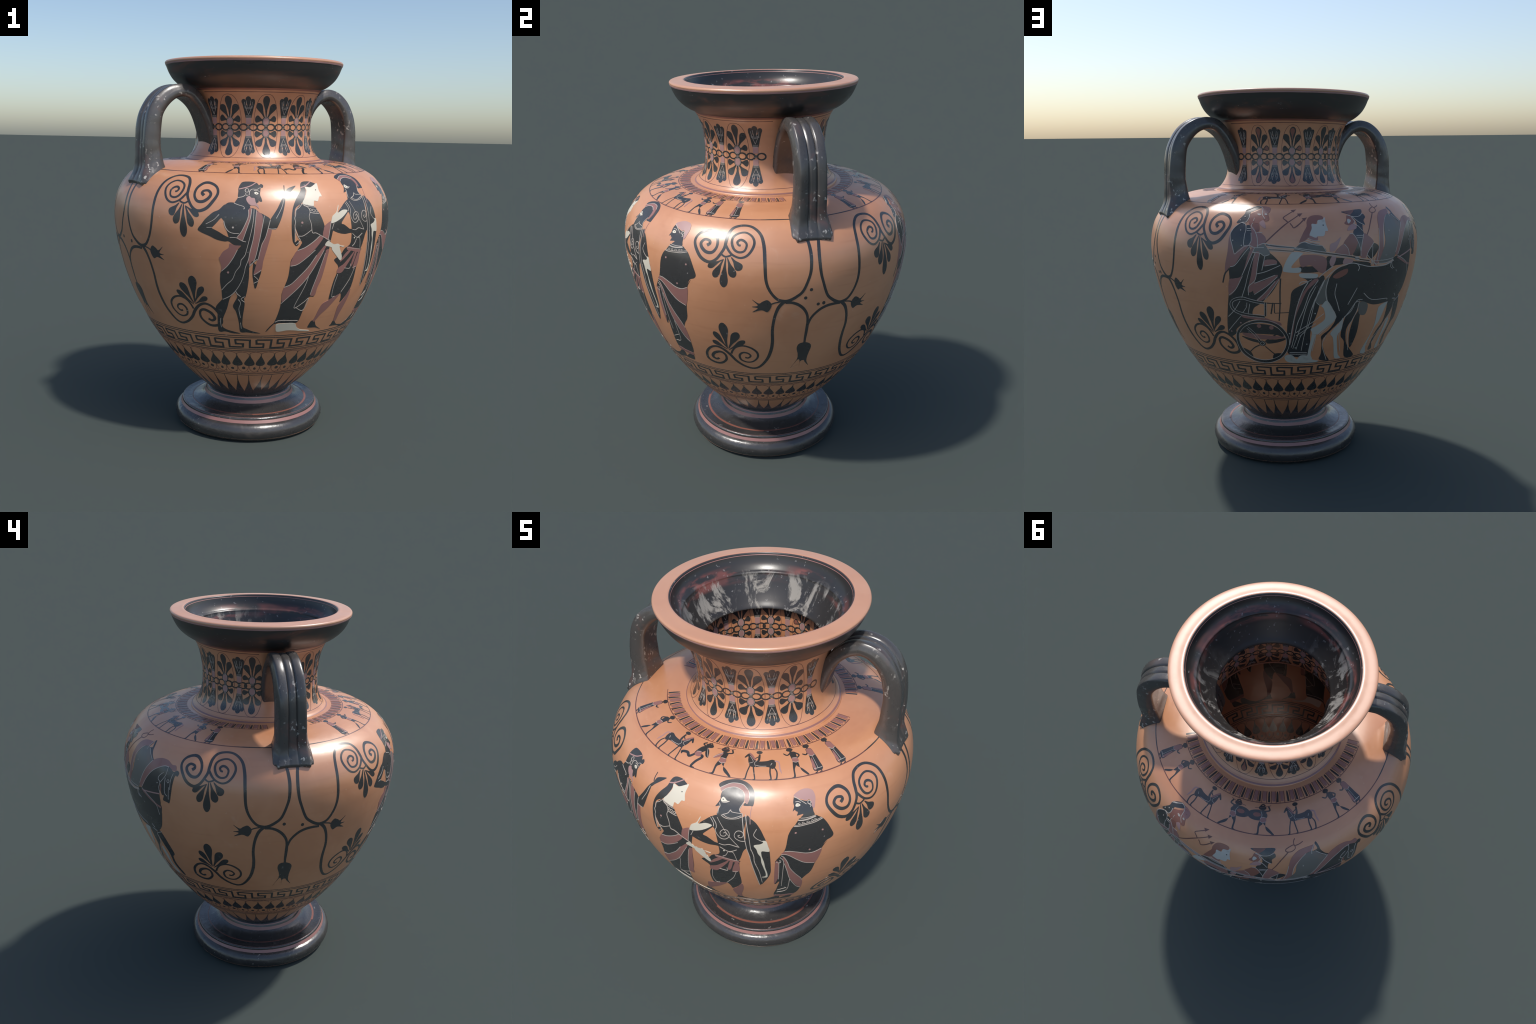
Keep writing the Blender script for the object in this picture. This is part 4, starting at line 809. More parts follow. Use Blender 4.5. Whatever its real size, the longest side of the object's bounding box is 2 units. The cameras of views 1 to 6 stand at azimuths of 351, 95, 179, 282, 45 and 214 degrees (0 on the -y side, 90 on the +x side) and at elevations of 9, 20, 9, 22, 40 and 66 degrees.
# rail, posts, board, wheel with hub and spokes
m.stroke('black', [(80.84, 93.9), (77.52, 94.6), (74.85, 95.4), (72.61, 96.2), (70.48, 95.8), (68.46, 94.6), (67.42, 92.6), (67.68, 90.5), (69.10, 88.7), (71.44, 87.7), (74.27, 87.1), (77.55, 86.8), (80.77, 86.3)], .75)
m.stroke('black', [(81.30, 94.2), (81.01, 86.7)], .7)
m.stroke('black', [(84.16, 94.1), (83.34, 88.0)], .7)
m.stroke('black', [(84.71, 93.9), (84.71, 88.7)], .5)
m.stroke('black', [(87.22, 106.6), (86.96, 99.7), (86.88, 91.8), (86.45, 84.2)], .6)
m.stroke('black', [(80.85, 94.0), (83.72, 93.8), (87.45, 93.8)], .5)
m.stroke('black', [(84.71, 88.5), (88.08, 88.7), (94.37, 89.1)], .4)
m.fill('red', [(71.62, 87.0), (75.64, 86.4), (80.29, 86.0), (83.46, 84.5), (86.90, 83.2), (86.88, 81.6), (81.14, 84.4), (72.43, 85.3)])
m.fill('black', [(69.38, 76.5), (71.65, 80.2), (76.28, 82.2), (83.37, 81.5), (87.54, 77.8), (88.00, 74.7), (84.62, 76.1), (75.79, 76.4), (70.69, 76.5)])
m.fill('red', [(70.67, 76.3), (78.24, 75.9), (86.54, 75.1), (88.73, 74.4), (80.55, 73.2), (72.99, 74.0)])
m.fill('black', [(69.89, 74.4), (72.95, 73.7), (77.44, 72.3), (77.31, 70.8), (72.77, 72.2)])
m.fill('black', [(81.28, 72.8), (85.52, 73.3), (88.73, 74.0), (88.73, 72.9), (84.97, 71.1), (80.90, 70.6)])
m.stroke('black', [(79.95, 83.9), (84.57, 82.5), (88.03, 78.5), (89.97, 73.3), (89.50, 67.4), (86.83, 62.0), (82.31, 59.2), (78.02, 58.6), (73.55, 59.8), (69.53, 63.6), (67.95, 69.1), (67.97, 74.2), (69.31, 77.9), (72.02, 81.2), (75.89, 83.3)], 1.5, closed=True)
m.dot('black', (78.84, 70.5), 1.7)
m.stroke('black', [(77.93, 71.9), (75.79, 76.4), (73.14, 80.0)], .6)
m.stroke('black', [(80.20, 71.7), (82.60, 74.3), (85.60, 76.6)], .6)
m.stroke('black', [(77.44, 69.3), (75.14, 67.7), (72.57, 64.7)], .6)
m.stroke('black', [(80.00, 68.7), (81.92, 66.2), (83.92, 63.8)], .6)
m.fill('black', [(69.21, 66.7), (72.59, 64.9), (73.49, 61.3), (70.74, 62.2)])
m.fill('black', [(83.93, 63.9), (87.66, 64.0), (86.54, 61.3), (83.22, 60.4)])
m.stroke('line', [(79.98, 84.5), (84.82, 83.2), (88.50, 79.0), (90.58, 73.3), (90.15, 67.0), (87.22, 61.3), (82.39, 58.2), (77.92, 57.7), (73.14, 58.9), (68.83, 62.9), (67.27, 68.8), (67.36, 74.1), (68.86, 78.3), (71.69, 81.7), (75.70, 84.0)], 0.22, closed=True)
m.stroke('line', [(79.91, 83.1), (84.31, 81.7), (87.54, 77.8), (89.35, 73.1), (88.85, 67.8), (86.44, 62.8), (82.23, 60.2), (78.12, 59.6), (73.99, 60.8), (70.26, 64.5), (68.70, 69.4), (68.66, 74.3), (69.83, 77.4), (72.33, 80.6), (76.07, 82.6)], 0.20, closed=True)
m.stroke('line', [(80.87, 94.5), (77.56, 95.2), (74.89, 96.0), (72.64, 96.7), (70.29, 96.3), (68.00, 94.9), (66.92, 92.6), (67.27, 90.1), (68.80, 88.2), (71.38, 87.0), (74.22, 86.5), (77.51, 86.2), (80.74, 85.8)], 0.22)
m.stroke('line', [(80.83, 93.4), (77.49, 94.0), (74.81, 94.8), (72.56, 95.5), (70.67, 95.2), (68.79, 94.2), (67.91, 92.7), (68.21, 90.8), (69.40, 89.2), (71.74, 88.3), (74.32, 87.7), (77.58, 87.5), (80.80, 87.1)], 0.22)
m.stroke('line', [(78.47, 72.3), (76.18, 76.6), (73.42, 80.3)], 0.19)
m.stroke('line', [(77.62, 71.4), (75.49, 75.8), (72.83, 79.4)], 0.19)
m.stroke('line', [(78.92, 71.6), (79.74, 70.6), (78.75, 69.4), (77.93, 70.5)], 0.22, closed=True)
m.stroke('line', [(80.97, 94.2), (80.66, 86.7)], 0.19)
m.stroke('line', [(81.70, 94.2), (81.42, 86.7)], 0.19)
m.dot('red', (78.13, 81.1), 1.1)
m.dot('red', (83.21, 80.3), 1.1)
m.build()

m = Motif('bride_figure')
# woman behind the car, hair down her back, white face and arm
m.fill('black', [(92.81, 121.0), (96.04, 123.2), (102.09, 121.6), (103.96, 118.7), (98.21, 119.3), (92.62, 119.9)])
m.fill('black', [(94.48, 107.4), (97.12, 104.8), (91.72, 100.5), (90.81, 93.8), (89.63, 78.5), (90.61, 63.5), (99.67, 63.0), (99.55, 78.0), (101.94, 89.8), (103.61, 106.3), (100.19, 106.5)])
m.fill('black', [(94.07, 112.1), (98.18, 112.2), (101.79, 112.8), (101.66, 109.6), (94.83, 109.4)])
m.fill('rust', [(97.34, 132.9), (98.41, 135.4), (100.65, 136.5), (103.18, 136.3), (104.22, 135.5), (103.87, 134.0), (101.91, 133.6), (100.86, 131.7), (99.25, 131.8), (99.03, 129.3), (97.63, 125.3), (94.15, 123.1), (95.62, 127.4), (97.16, 130.6)])
m.fill('pale', [(101.91, 133.6), (103.87, 134.0), (104.91, 135.1), (104.88, 131.8), (105.34, 128.3), (104.30, 128.1), (103.98, 126.9), (103.31, 125.8), (101.14, 125.8), (100.32, 125.2), (98.05, 126.2), (99.05, 129.5), (99.25, 131.8), (101.27, 131.7)])
m.fill('pale', [(88.15, 111.3), (89.83, 116.3), (91.87, 119.0), (95.20, 118.5), (94.45, 117.1), (91.85, 113.6), (91.29, 111.7), (94.44, 111.7), (94.08, 109.4), (88.89, 109.8)])
m.fill('red', [(94.82, 117.3), (103.53, 116.2), (103.80, 109.4), (101.67, 109.1), (98.18, 112.7), (94.81, 112.1)])
m.fill('pale', [(94.46, 108.9), (100.53, 108.4), (100.19, 106.4), (94.86, 106.9)])
m.fill('red', [(99.25, 105.6), (101.19, 105.5), (97.23, 100.3), (94.97, 93.7), (92.90, 85.8), (92.06, 76.5), (91.09, 69.8), (91.73, 79.6), (93.28, 92.0), (96.02, 100.3)])
m.fill('pale', [(88.53, 61.4), (90.02, 63.1), (92.43, 62.6), (94.36, 59.9), (96.05, 62.4), (99.44, 62.1), (101.96, 59.3), (105.41, 57.9), (102.21, 57.2), (91.01, 58.0)])
m.fill('red', [(98.05, 126.2), (100.31, 125.1), (101.12, 125.6), (100.83, 123.8), (98.35, 124.1)])
m.stroke('line', [(93.96, 122.8), (96.04, 123.4), (97.54, 122.7), (100.18, 121.9), (102.48, 121.6)], 0.30)
m.stroke('line', [(96.45, 124.2), (98.70, 123.4), (101.74, 122.3)], 0.28)
m.stroke('line', [(97.24, 125.1), (99.30, 124.0), (101.80, 123.7)], 0.28)
m.stroke('line', [(102.68, 121.6), (103.96, 119.0)], 0.28)
m.stroke('line', [(97.36, 104.8), (94.98, 104.7), (94.05, 103.6)], 0.30)
m.stroke('line', [(97.36, 104.5), (95.54, 100.3), (93.97, 94.4), (92.86, 88.2), (91.73, 79.6), (90.80, 69.8)], 0.38)
m.stroke('line', [(101.20, 105.2), (98.91, 100.8), (97.78, 97.9), (96.06, 90.2), (93.99, 83.2), (93.10, 77.6), (91.69, 68.1)], 0.33)
m.stroke('line', [(100.33, 102.0), (98.33, 96.2), (96.82, 90.2), (95.36, 81.3), (94.00, 74.9), (92.28, 67.3)], 0.28)
m.stroke('line', [(101.92, 99.3), (100.14, 94.7), (98.69, 87.9), (97.74, 81.1), (96.97, 75.5), (96.13, 65.8)], 0.28)
m.stroke('line', [(103.19, 104.4), (101.64, 100.0), (100.20, 93.4), (99.28, 86.5), (98.29, 80.7), (96.87, 77.4), (95.37, 74.8), (93.75, 66.8)], 0.28)
m.stroke('line', [(90.89, 64.8), (98.93, 64.3)], 0.30)
m.stroke('line', [(90.91, 63.7), (99.03, 63.2)], 0.25)
m.stroke('line', [(93.38, 77.2), (95.70, 79.4), (99.76, 82.8), (104.47, 87.4)], 0.28)
m.stroke('line', [(93.44, 75.3), (97.84, 79.3), (101.42, 82.0)], 0.28)
m.stroke('line', [(94.54, 103.0), (98.77, 105.7)], 0.31)
m.dot('over', (103.73, 131.0), .3)
m.dot('pale', (100.77, 87.8), .35)
m.dot('pale', (90.71, 76.8), .35)
m.dot('pale', (93.42, 67.7), .35)
m.dot('pale', (98.47, 69.8), .35)
m.dot('pale', (95.35, 75.2), .35)
m.build()

m = Motif('traveller_figure')
# man in a brimmed hat with a herald's staff
m.fill('black', [(113.03, 137.9), (116.23, 138.5), (122.89, 139.0), (123.11, 137.2), (121.09, 135.2), (118.31, 134.7), (115.64, 136.3)])
m.fill('black', [(118.26, 134.6), (121.09, 135.2), (123.05, 136.0), (123.57, 134.1), (122.03, 132.3), (122.10, 130.1), (120.86, 130.2), (120.34, 127.2), (120.24, 125.2), (116.48, 125.3), (115.83, 127.1), (118.07, 129.9), (118.09, 132.6), (117.34, 134.0)])
m.fill('black', [(116.48, 125.3), (120.00, 125.3), (118.72, 120.1), (118.34, 115.9), (117.12, 120.3)])
m.fill('black', [(124.70, 120.9), (127.21, 118.7), (123.93, 114.0), (121.43, 114.6), (122.48, 118.3)])
m.fill('black', [(104.31, 116.2), (107.89, 115.7), (111.39, 114.9), (110.78, 112.5), (106.91, 111.9), (104.00, 109.4)])
m.fill('black', [(114.75, 113.4), (121.98, 112.0), (123.10, 110.1), (118.19, 111.4), (114.55, 112.5)])
m.fill('rust', [(114.04, 138.0), (116.20, 138.4), (119.39, 138.6), (116.74, 135.9), (115.70, 136.4)])
m.fill('rust', [(114.97, 135.7), (116.95, 134.4), (117.45, 132.1), (115.12, 130.4), (112.99, 131.1), (112.95, 131.9), (113.89, 132.9)])
m.fill('rust', [(111.08, 121.7), (112.81, 124.4), (114.78, 126.2), (116.45, 125.1), (117.30, 122.6), (116.66, 120.3), (114.75, 116.7), (113.22, 116.4), (112.66, 119.5)])
m.fill('black', [(116.45, 125.1), (117.86, 121.2), (118.34, 115.9), (114.74, 116.5), (116.44, 120.4)])
m.fill('red', [(120.32, 125.7), (122.61, 124.5), (124.73, 121.2), (121.95, 117.4), (120.46, 114.4), (118.11, 115.4), (118.72, 120.1)])
m.fill('red', [(107.51, 117.8), (111.17, 121.7), (112.74, 119.3), (113.31, 116.4)])
m.fill('mauve', [(114.84, 130.2), (116.63, 130.8), (117.77, 129.7), (117.25, 128.4), (115.05, 127.9), (113.28, 128.0)])
m.fill('mauve', [(105.84, 121.9), (107.92, 122.9), (110.16, 124.9), (107.96, 119.6), (106.72, 118.6), (105.54, 118.9)])
m.fill('mauve', [(105.29, 114.2), (106.69, 116.9), (107.89, 115.9), (107.10, 112.6), (105.91, 111.7)])
m.fill('mauve', [(111.39, 114.9), (114.83, 114.1), (114.19, 112.7), (110.78, 112.5)])
m.stroke('thin', [(118.11, 115.7), (119.66, 120.0), (121.55, 124.2), (123.55, 127.9), (125.70, 131.9), (128.83, 136.4)], .55)
m.stroke('thin', [(131.24, 139.8), (131.81, 137.9), (130.13, 136.4), (128.05, 136.6), (128.04, 138.1)], .45, closed=True)
m.stroke('thin', [(131.57, 139.6), (131.40, 141.3), (132.10, 143.0)], .4)
m.stroke('thin', [(131.44, 139.2), (133.66, 139.8), (135.45, 140.8)], .4)
m.stroke('line', [(115.20, 135.7), (117.77, 134.6), (120.66, 134.8), (122.93, 136.3)], 0.30)
m.stroke('line', [(115.54, 136.0), (117.58, 134.0), (119.29, 131.7), (121.53, 129.9)], 0.30)
m.stroke('line', [(116.71, 134.4), (117.45, 132.1), (116.86, 130.8), (118.48, 129.6), (120.08, 127.1)], 0.30)
m.stroke('line', [(114.12, 126.2), (115.64, 125.9), (117.10, 122.9), (118.18, 118.8), (118.34, 115.6)], 0.30)
m.stroke('line', [(116.90, 125.1), (119.96, 125.0)], 0.30)
m.stroke('line', [(117.01, 124.1), (119.57, 124.0)], 0.25)
m.stroke('line', [(120.32, 125.7), (119.04, 121.3), (118.38, 117.8)], 0.30)
m.stroke('line', [(124.73, 121.2), (121.95, 117.4), (120.70, 114.4)], 0.30)
m.stroke('line', [(111.29, 121.7), (112.87, 119.3), (113.22, 116.4)], 0.30)
m.fill('pale', [(114.81, 133.7), (115.96, 132.7), (114.63, 131.2), (114.20, 132.3)])
m.build()

m = Motif('horse_team')
# near horse black, far horses white, dark and grey; purple manes
m.fill('black', [(104.30, 101.7), (105.83, 106.7), (108.47, 110.3), (112.33, 111.8), (114.55, 112.5), (118.67, 111.1), (123.12, 109.8), (130.87, 109.3), (136.19, 110.9), (135.23, 111.3), (138.73, 112.9), (145.69, 108.6), (150.43, 107.8), (150.05, 102.9), (150.21, 102.9), (147.97, 94.2), (143.67, 89.0), (139.62, 88.1), (147.03, 90.5), (141.17, 88.7), (137.14, 88.5), (127.86, 88.8), (119.71, 92.1), (116.45, 87.3), (113.87, 84.5), (113.61, 83.8), (110.08, 81.7), (109.53, 86.1), (105.89, 92.9), (104.50, 98.1)])
m.fill('black', [(109.16, 86.9), (113.61, 83.8), (111.08, 80.8), (106.67, 74.6), (105.40, 70.7), (107.87, 62.8), (110.95, 57.5), (105.60, 58.8), (105.89, 63.1), (105.10, 70.8), (104.65, 74.4), (107.93, 78.2), (109.88, 83.2)])
m.fill('black', [(119.91, 92.3), (118.50, 84.0), (116.05, 77.0), (117.62, 68.7), (120.86, 63.8), (125.43, 58.0), (119.52, 58.5), (116.53, 68.9), (113.87, 73.5), (114.03, 83.0), (116.97, 91.4)])
m.fill('black', [(118.53, 82.2), (120.81, 87.2), (121.74, 81.2), (122.35, 72.2), (121.12, 64.2), (118.35, 72.6)])
m.fill('black', [(137.66, 88.4), (142.42, 88.4), (142.18, 81.7), (139.47, 76.3), (137.13, 69.0), (136.51, 63.7), (138.89, 59.2), (136.39, 58.6), (135.48, 61.9), (135.40, 70.3), (138.23, 76.7), (138.09, 83.5)])
m.fill('black', [(142.80, 87.5), (146.13, 89.6), (150.08, 77.2), (148.06, 73.1), (147.62, 66.7), (150.10, 59.6), (148.22, 58.9), (145.56, 65.7), (146.23, 74.4), (144.61, 80.7)])
m.fill('black', [(138.73, 112.9), (142.84, 120.6), (146.38, 125.1), (151.34, 128.3), (154.19, 128.6), (150.65, 124.6), (149.53, 121.6), (150.60, 119.2), (150.25, 114.3), (150.11, 107.7), (145.75, 109.0)])
m.fill('black', [(154.12, 128.9), (156.74, 127.2), (158.41, 128.2), (159.52, 127.2), (158.89, 125.4), (157.85, 125.4), (156.98, 121.2), (156.27, 115.5), (155.33, 111.0), (154.08, 111.0), (152.12, 111.5), (152.61, 114.0), (151.46, 114.5), (149.95, 120.1), (149.38, 122.9), (151.88, 126.1)])
m.fill('black', [(139.24, 133.9), (140.86, 135.1), (140.20, 138.1), (140.95, 138.9), (141.80, 135.8), (142.10, 133.7), (143.53, 131.0), (145.08, 129.3), (144.13, 129.0), (142.23, 130.6)])
m.fill('grey', [(127.42, 111.0), (130.90, 120.0), (131.63, 126.8), (133.66, 131.1), (135.97, 133.9), (139.39, 134.2), (142.48, 130.1), (144.45, 129.1), (140.76, 123.9), (137.66, 115.7), (135.30, 111.7)])
m.fill('grey', [(102.31, 101.6), (103.67, 104.7), (105.35, 106.2), (104.62, 100.4), (105.26, 94.3), (102.80, 92.5), (100.64, 94.7)])
m.fill('pale', [(100.67, 94.0), (102.84, 91.8), (105.26, 94.3), (109.16, 86.9), (109.55, 83.6), (103.07, 75.8), (102.01, 75.1), (100.81, 63.7), (101.90, 59.7), (99.57, 60.8), (99.46, 65.1), (100.25, 76.0), (99.49, 78.8), (101.54, 80.5), (105.03, 84.2), (104.31, 89.6), (102.84, 91.8)])
m.fill('pale', [(111.93, 81.1), (113.30, 83.8), (113.44, 77.4), (112.15, 72.6), (114.91, 61.6), (117.35, 58.1), (114.34, 58.3), (112.92, 61.1), (110.37, 72.0), (108.61, 75.5)])
m.fill('pale', [(132.25, 87.1), (137.14, 88.5), (136.15, 84.8), (134.85, 77.5), (133.12, 74.1), (132.22, 67.0), (132.44, 61.9), (134.39, 57.4), (130.51, 58.1), (130.19, 61.6), (132.14, 71.1), (132.35, 77.0), (131.56, 84.0)])
m.fill('pale', [(141.35, 77.0), (143.22, 76.9), (143.95, 71.1), (143.25, 65.1), (145.45, 58.4), (142.11, 59.0), (141.36, 69.4)])
m.fill('grey', [(120.10, 91.7), (124.40, 89.8), (124.27, 84.1), (120.63, 85.2)])
m.fill('red', [(137.13, 114.6), (140.87, 123.4), (144.45, 129.1), (148.50, 131.7), (152.50, 131.9), (155.40, 130.3), (157.33, 130.3), (157.91, 128.1), (156.38, 127.7), (154.12, 128.9), (151.26, 128.6), (146.38, 125.1), (142.84, 120.6), (139.28, 114.0)])
m.fill('red', [(124.88, 110.7), (127.59, 120.0), (128.58, 127.6), (130.03, 133.0), (133.21, 136.5), (138.14, 137.6), (139.85, 137.3), (138.46, 134.8), (135.87, 134.0), (133.25, 131.0), (130.76, 126.2), (129.80, 118.1), (126.77, 111.3)])
m.stroke('red', [(138.63, 112.3), (145.63, 108.3), (150.22, 106.5)], 1.0)
m.stroke('mauve', [(139.45, 112.0), (146.34, 113.4), (150.24, 114.2)], .6)
m.stroke('rust', [(150.88, 119.6), (150.92, 116.0)], 1.0)
m.fill('rust', [(106.84, 106.7), (109.80, 109.2), (112.67, 109.9), (112.27, 107.4), (108.69, 105.5)])
m.stroke('line', [(110.72, 111.8), (114.55, 112.5), (118.66, 111.2), (123.12, 109.8), (130.85, 109.4), (136.19, 110.9)], 0.35)
m.stroke('line', [(116.79, 111.9), (117.80, 110.0), (117.22, 108.3)], 0.30)
m.stroke('line', [(134.85, 110.6), (135.52, 108.1), (137.15, 106.7)], 0.30)
m.stroke('line', [(108.57, 102.9), (108.15, 97.7), (109.69, 92.4), (110.99, 88.1)], 0.33)
m.stroke('line', [(117.68, 99.7), (114.35, 91.1)], 0.30)
m.stroke('line', [(121.26, 96.3), (124.46, 93.0), (127.94, 91.6), (135.48, 90.7), (136.22, 89.8)], 0.33)
m.stroke('line', [(121.17, 92.9), (118.38, 92.6), (116.45, 87.3), (113.87, 84.5), (113.61, 83.8), (111.87, 81.4)], 0.30)
m.stroke('line', [(105.34, 106.5), (104.37, 100.4), (105.26, 94.3), (109.16, 86.9), (109.55, 83.6), (106.18, 78.5), (103.40, 75.3)], 0.38)
m.stroke('line', [(103.64, 105.3), (102.34, 100.9), (101.25, 97.7), (100.19, 93.7), (98.88, 89.3)], 0.38)
m.stroke('line', [(106.71, 111.7), (104.00, 109.4), (101.35, 106.6)], 0.38)
m.stroke('line', [(110.79, 112.0), (107.18, 109.6), (104.11, 106.1)], 0.38)
m.stroke('line', [(119.91, 92.3), (117.85, 91.6), (115.76, 87.4), (113.61, 83.8)], 0.30)
m.stroke('line', [(119.70, 91.7), (119.27, 86.8), (117.06, 78.3), (117.90, 70.3), (120.49, 62.6)], 0.28)
m.stroke('line', [(113.42, 83.1), (113.44, 77.4), (112.89, 73.6), (115.67, 62.8)], 0.28)
m.stroke('line', [(106.67, 74.6), (105.75, 68.2), (109.41, 58.2)], 0.28)
m.stroke('line', [(100.25, 76.0), (102.01, 75.1), (101.29, 65.0)], 0.28)
m.stroke('line', [(142.53, 86.9), (142.87, 81.6), (139.98, 75.4), (137.41, 68.5), (136.17, 63.4)], 0.28)
m.stroke('line', [(138.21, 72.7), (134.46, 66.4), (132.48, 62.7)], 0.28)
m.stroke('line', [(146.68, 89.9), (142.80, 87.5)], 0.28)
m.stroke('line', [(140.76, 92.4), (142.31, 90.6)], 0.28)
m.stroke('line', [(140.24, 89.6), (143.36, 88.9)], 0.28)
m.stroke('line', [(138.80, 113.5), (142.84, 120.6), (146.38, 125.1), (151.30, 128.5), (154.12, 128.9)], 0.30)
m.stroke('line', [(137.16, 114.9), (140.87, 123.4), (144.45, 129.1)], 0.30)
m.stroke('line', [(129.79, 118.4), (130.76, 126.2), (133.25, 131.0), (135.87, 134.0)], 0.28)
m.stroke('line', [(126.20, 111.9), (127.59, 120.0), (128.58, 127.6)], 0.28)
m.stroke('line', [(153.86, 128.8), (153.30, 124.7), (150.84, 120.4)], 0.28)
m.stroke('line', [(151.98, 125.6), (149.94, 123.3), (149.53, 121.6), (150.55, 120.3), (150.02, 117.4), (150.57, 114.7)], 0.28)
m.stroke('line', [(153.21, 123.3), (153.11, 116.2), (154.32, 114.3)], 0.28)
m.stroke('line', [(156.89, 126.5), (156.01, 123.1), (155.75, 118.1)], 0.28)
m.stroke('line', [(155.19, 119.1), (154.93, 112.8)], 0.28)
m.stroke('line', [(154.66, 122.9), (155.29, 122.2), (154.81, 121.2), (154.21, 121.9)], 0.25, closed=True)
m.stroke('line', [(138.73, 112.9), (143.16, 110.6), (147.47, 107.2), (148.68, 101.7)], 0.28)
m.stroke('line', [(138.46, 134.8), (139.71, 137.9)], 0.30)
m.stroke('line', [(138.22, 132.9), (138.38, 135.4)], 0.30)
m.stroke('line', [(139.92, 134.1), (141.86, 131.6), (143.91, 129.5)], 0.28)
m.stroke('line', [(134.51, 110.4), (134.39, 108.1), (135.95, 106.7)], 0.28)
m.stroke('line', [(126.48, 110.5), (130.95, 109.6), (135.77, 111.6)], 0.28)
m.dot('line', (134.27, 125.9), .3)
m.dot('line', (149.05, 119.5), .3)
m.build()

m = Motif('reins')
# double reins from the drivers to the yoke
m.stroke('black', [(81.93, 122.3), (85.29, 121.7), (88.26, 121.3), (92.14, 120.8), (92.62, 120.4), (98.21, 119.3), (104.33, 117.9), (112.03, 116.1), (117.51, 114.5), (115.84, 114.5), (122.45, 112.7)], .5)
m.stroke('black', [(83.07, 120.1), (86.59, 119.9), (91.58, 119.4), (92.61, 119.7), (98.20, 118.8), (104.33, 117.6)], .4)
m.stroke('line', [(81.92, 122.7), (85.29, 122.2), (92.15, 121.2), (92.63, 120.9), (98.22, 119.7), (104.34, 118.4), (112.03, 116.6), (117.51, 115.1), (115.84, 115.1), (122.43, 113.3)], 0.25)
m.stroke('line', [(82.50, 121.7), (85.29, 121.2), (92.14, 120.5), (98.20, 118.8), (104.33, 117.4), (112.02, 115.7), (117.51, 114.0), (115.84, 114.0), (122.47, 112.2)], 0.25)
m.stroke('line', [(83.07, 119.6), (86.59, 119.4), (91.57, 118.9), (98.20, 118.2), (103.93, 117.1), (112.02, 115.2)], 0.22)
m.stroke('line', [(82.32, 120.5), (86.59, 120.4), (91.58, 119.8)], 0.25)
m.stroke('line', [(122.42, 114.2), (123.47, 112.3), (123.06, 110.6)], 0.28)
m.stroke('line', [(124.07, 119.6), (123.71, 112.8), (124.09, 110.5)], 0.28)
m.stroke('line', [(121.43, 115.5), (123.45, 112.8), (126.25, 109.9)], 0.28)
m.stroke('line', [(125.23, 114.1), (124.49, 112.7), (125.69, 110.2)], 0.28)
m.stroke('line', [(123.98, 112.5), (130.62, 112.0), (135.72, 112.3)], 0.25)
m.stroke('line', [(124.30, 111.2), (130.74, 110.5), (135.81, 111.2)], 0.25)
m.build()

